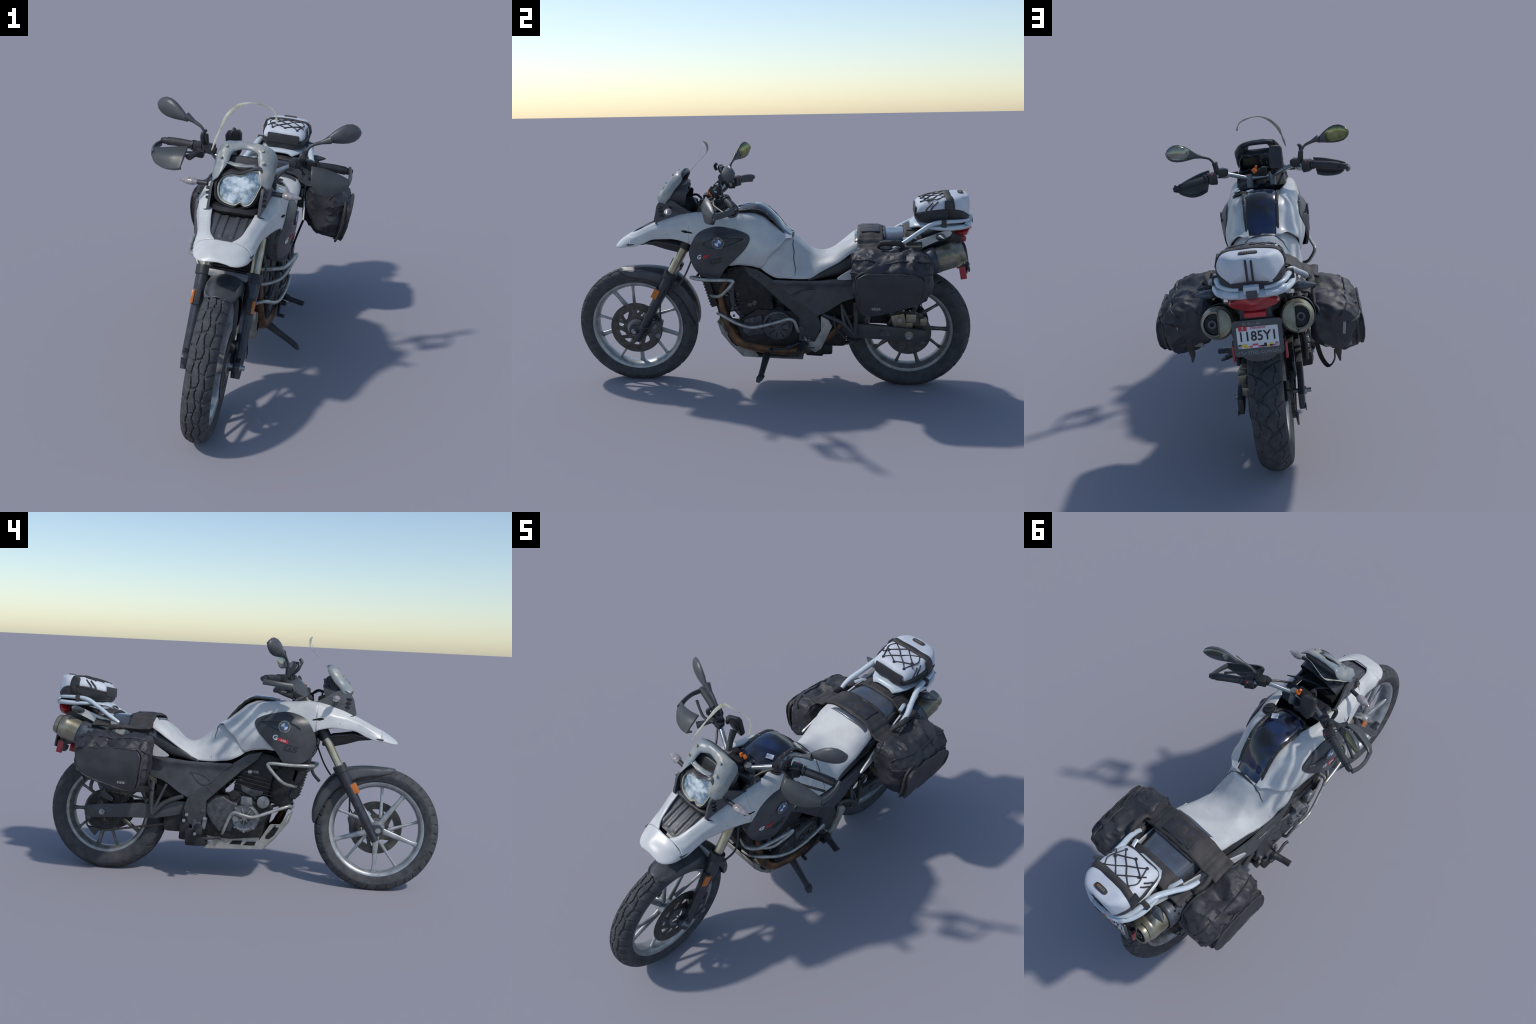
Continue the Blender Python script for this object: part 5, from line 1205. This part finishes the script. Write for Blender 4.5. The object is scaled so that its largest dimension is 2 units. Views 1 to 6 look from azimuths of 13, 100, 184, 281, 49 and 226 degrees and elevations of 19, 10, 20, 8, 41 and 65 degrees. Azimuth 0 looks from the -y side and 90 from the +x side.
lettering('plate_script', 'Maryland', .015, M['pink'], lambda u, v, w: pput(u + .002, v + .038, .0092 + w), plate, shear=.3)
fr = random.Random(3)
for k in range(14):
    for r_ in range(2):
        c = fr.choice(('yellow', 'ink', 'yellow', 'plate')) if (k // 4) % 2 == 0 else fr.choice(('pink', 'pink', 'plate'))
        V, F = pbox(-.068 + k * .0103, -.024 - r_ * .0068, .0100, .0066, .0086, .0095 + .0001 * r_); mk('plate_flag', V, F, M[c], plate, smooth=0)
for u in (-.066, .066):
    V, F = disc(pput(u, -.030, .008), pn, .006, .004, 14); mk('plate_screw', V, F, M['bolt'], plate)
lettering('frame_script', 'STEEL COWGIRL', .0165, M['piping'], lambda u, v, w: pput(u * 1.0 + .020, v - .053, .0074 + w), plate)
V, F = sweep([pput(-.080, -.056, .008), pput(-.066, -.046, .008), pput(-.056, -.055, .008), pput(-.045, -.048, .008)], .003, 6, 20, flat=.4); mk('frame_ornament', V, F, M['piping'], plate)
lettering('frame_script', 'Be Born Be', .014, M['piping'], lambda u, v, w: pput(u - .020, v + .053, .0074 + w), plate, shear=.3)
# rounded mud flap below the plate
V, F = loft([[Vector((.062 * math.cos(a), .965 + d, .612 + .030 * min(0, math.sin(a)) + .004 * max(0, math.sin(a)))) for a in [2 * pi * k / 30 for k in range(30)]] for d in (-.012, .003)]); mk('mud_flap', V, F, M['cover'], tl, smooth=40)
for s in (-1, 1):
    V, F = box((s * .0965, .942, .610), (.008, .030, .062), Matrix.Rotation(.18, 3, 'X')); mk('side_reflector', V, F, M['redref'], tl, bevel=.002)
    V, F = box((s * .088, .935, .640), (.020, .020, .03)); mk('reflector_bracket', V, F, M['black'], tl, bevel=.003)
    b, t = Vector((s * .120, .815, .800)), Vector((s * .226, .838, .808))
    V, F = sweep([b, b.lerp(t, .35)], .010, 10, 6); mk('signal_stalk', V, F, M['black'], tl)
    V, F = sweep([b.lerp(t, .25), b.lerp(t, .4), b.lerp(t, .62), b.lerp(t, .85), t], [.012, .022, .020, .012, .003], 14, 24, flat=.8); mk('turn_signal', V, F, M['shield'], tl)
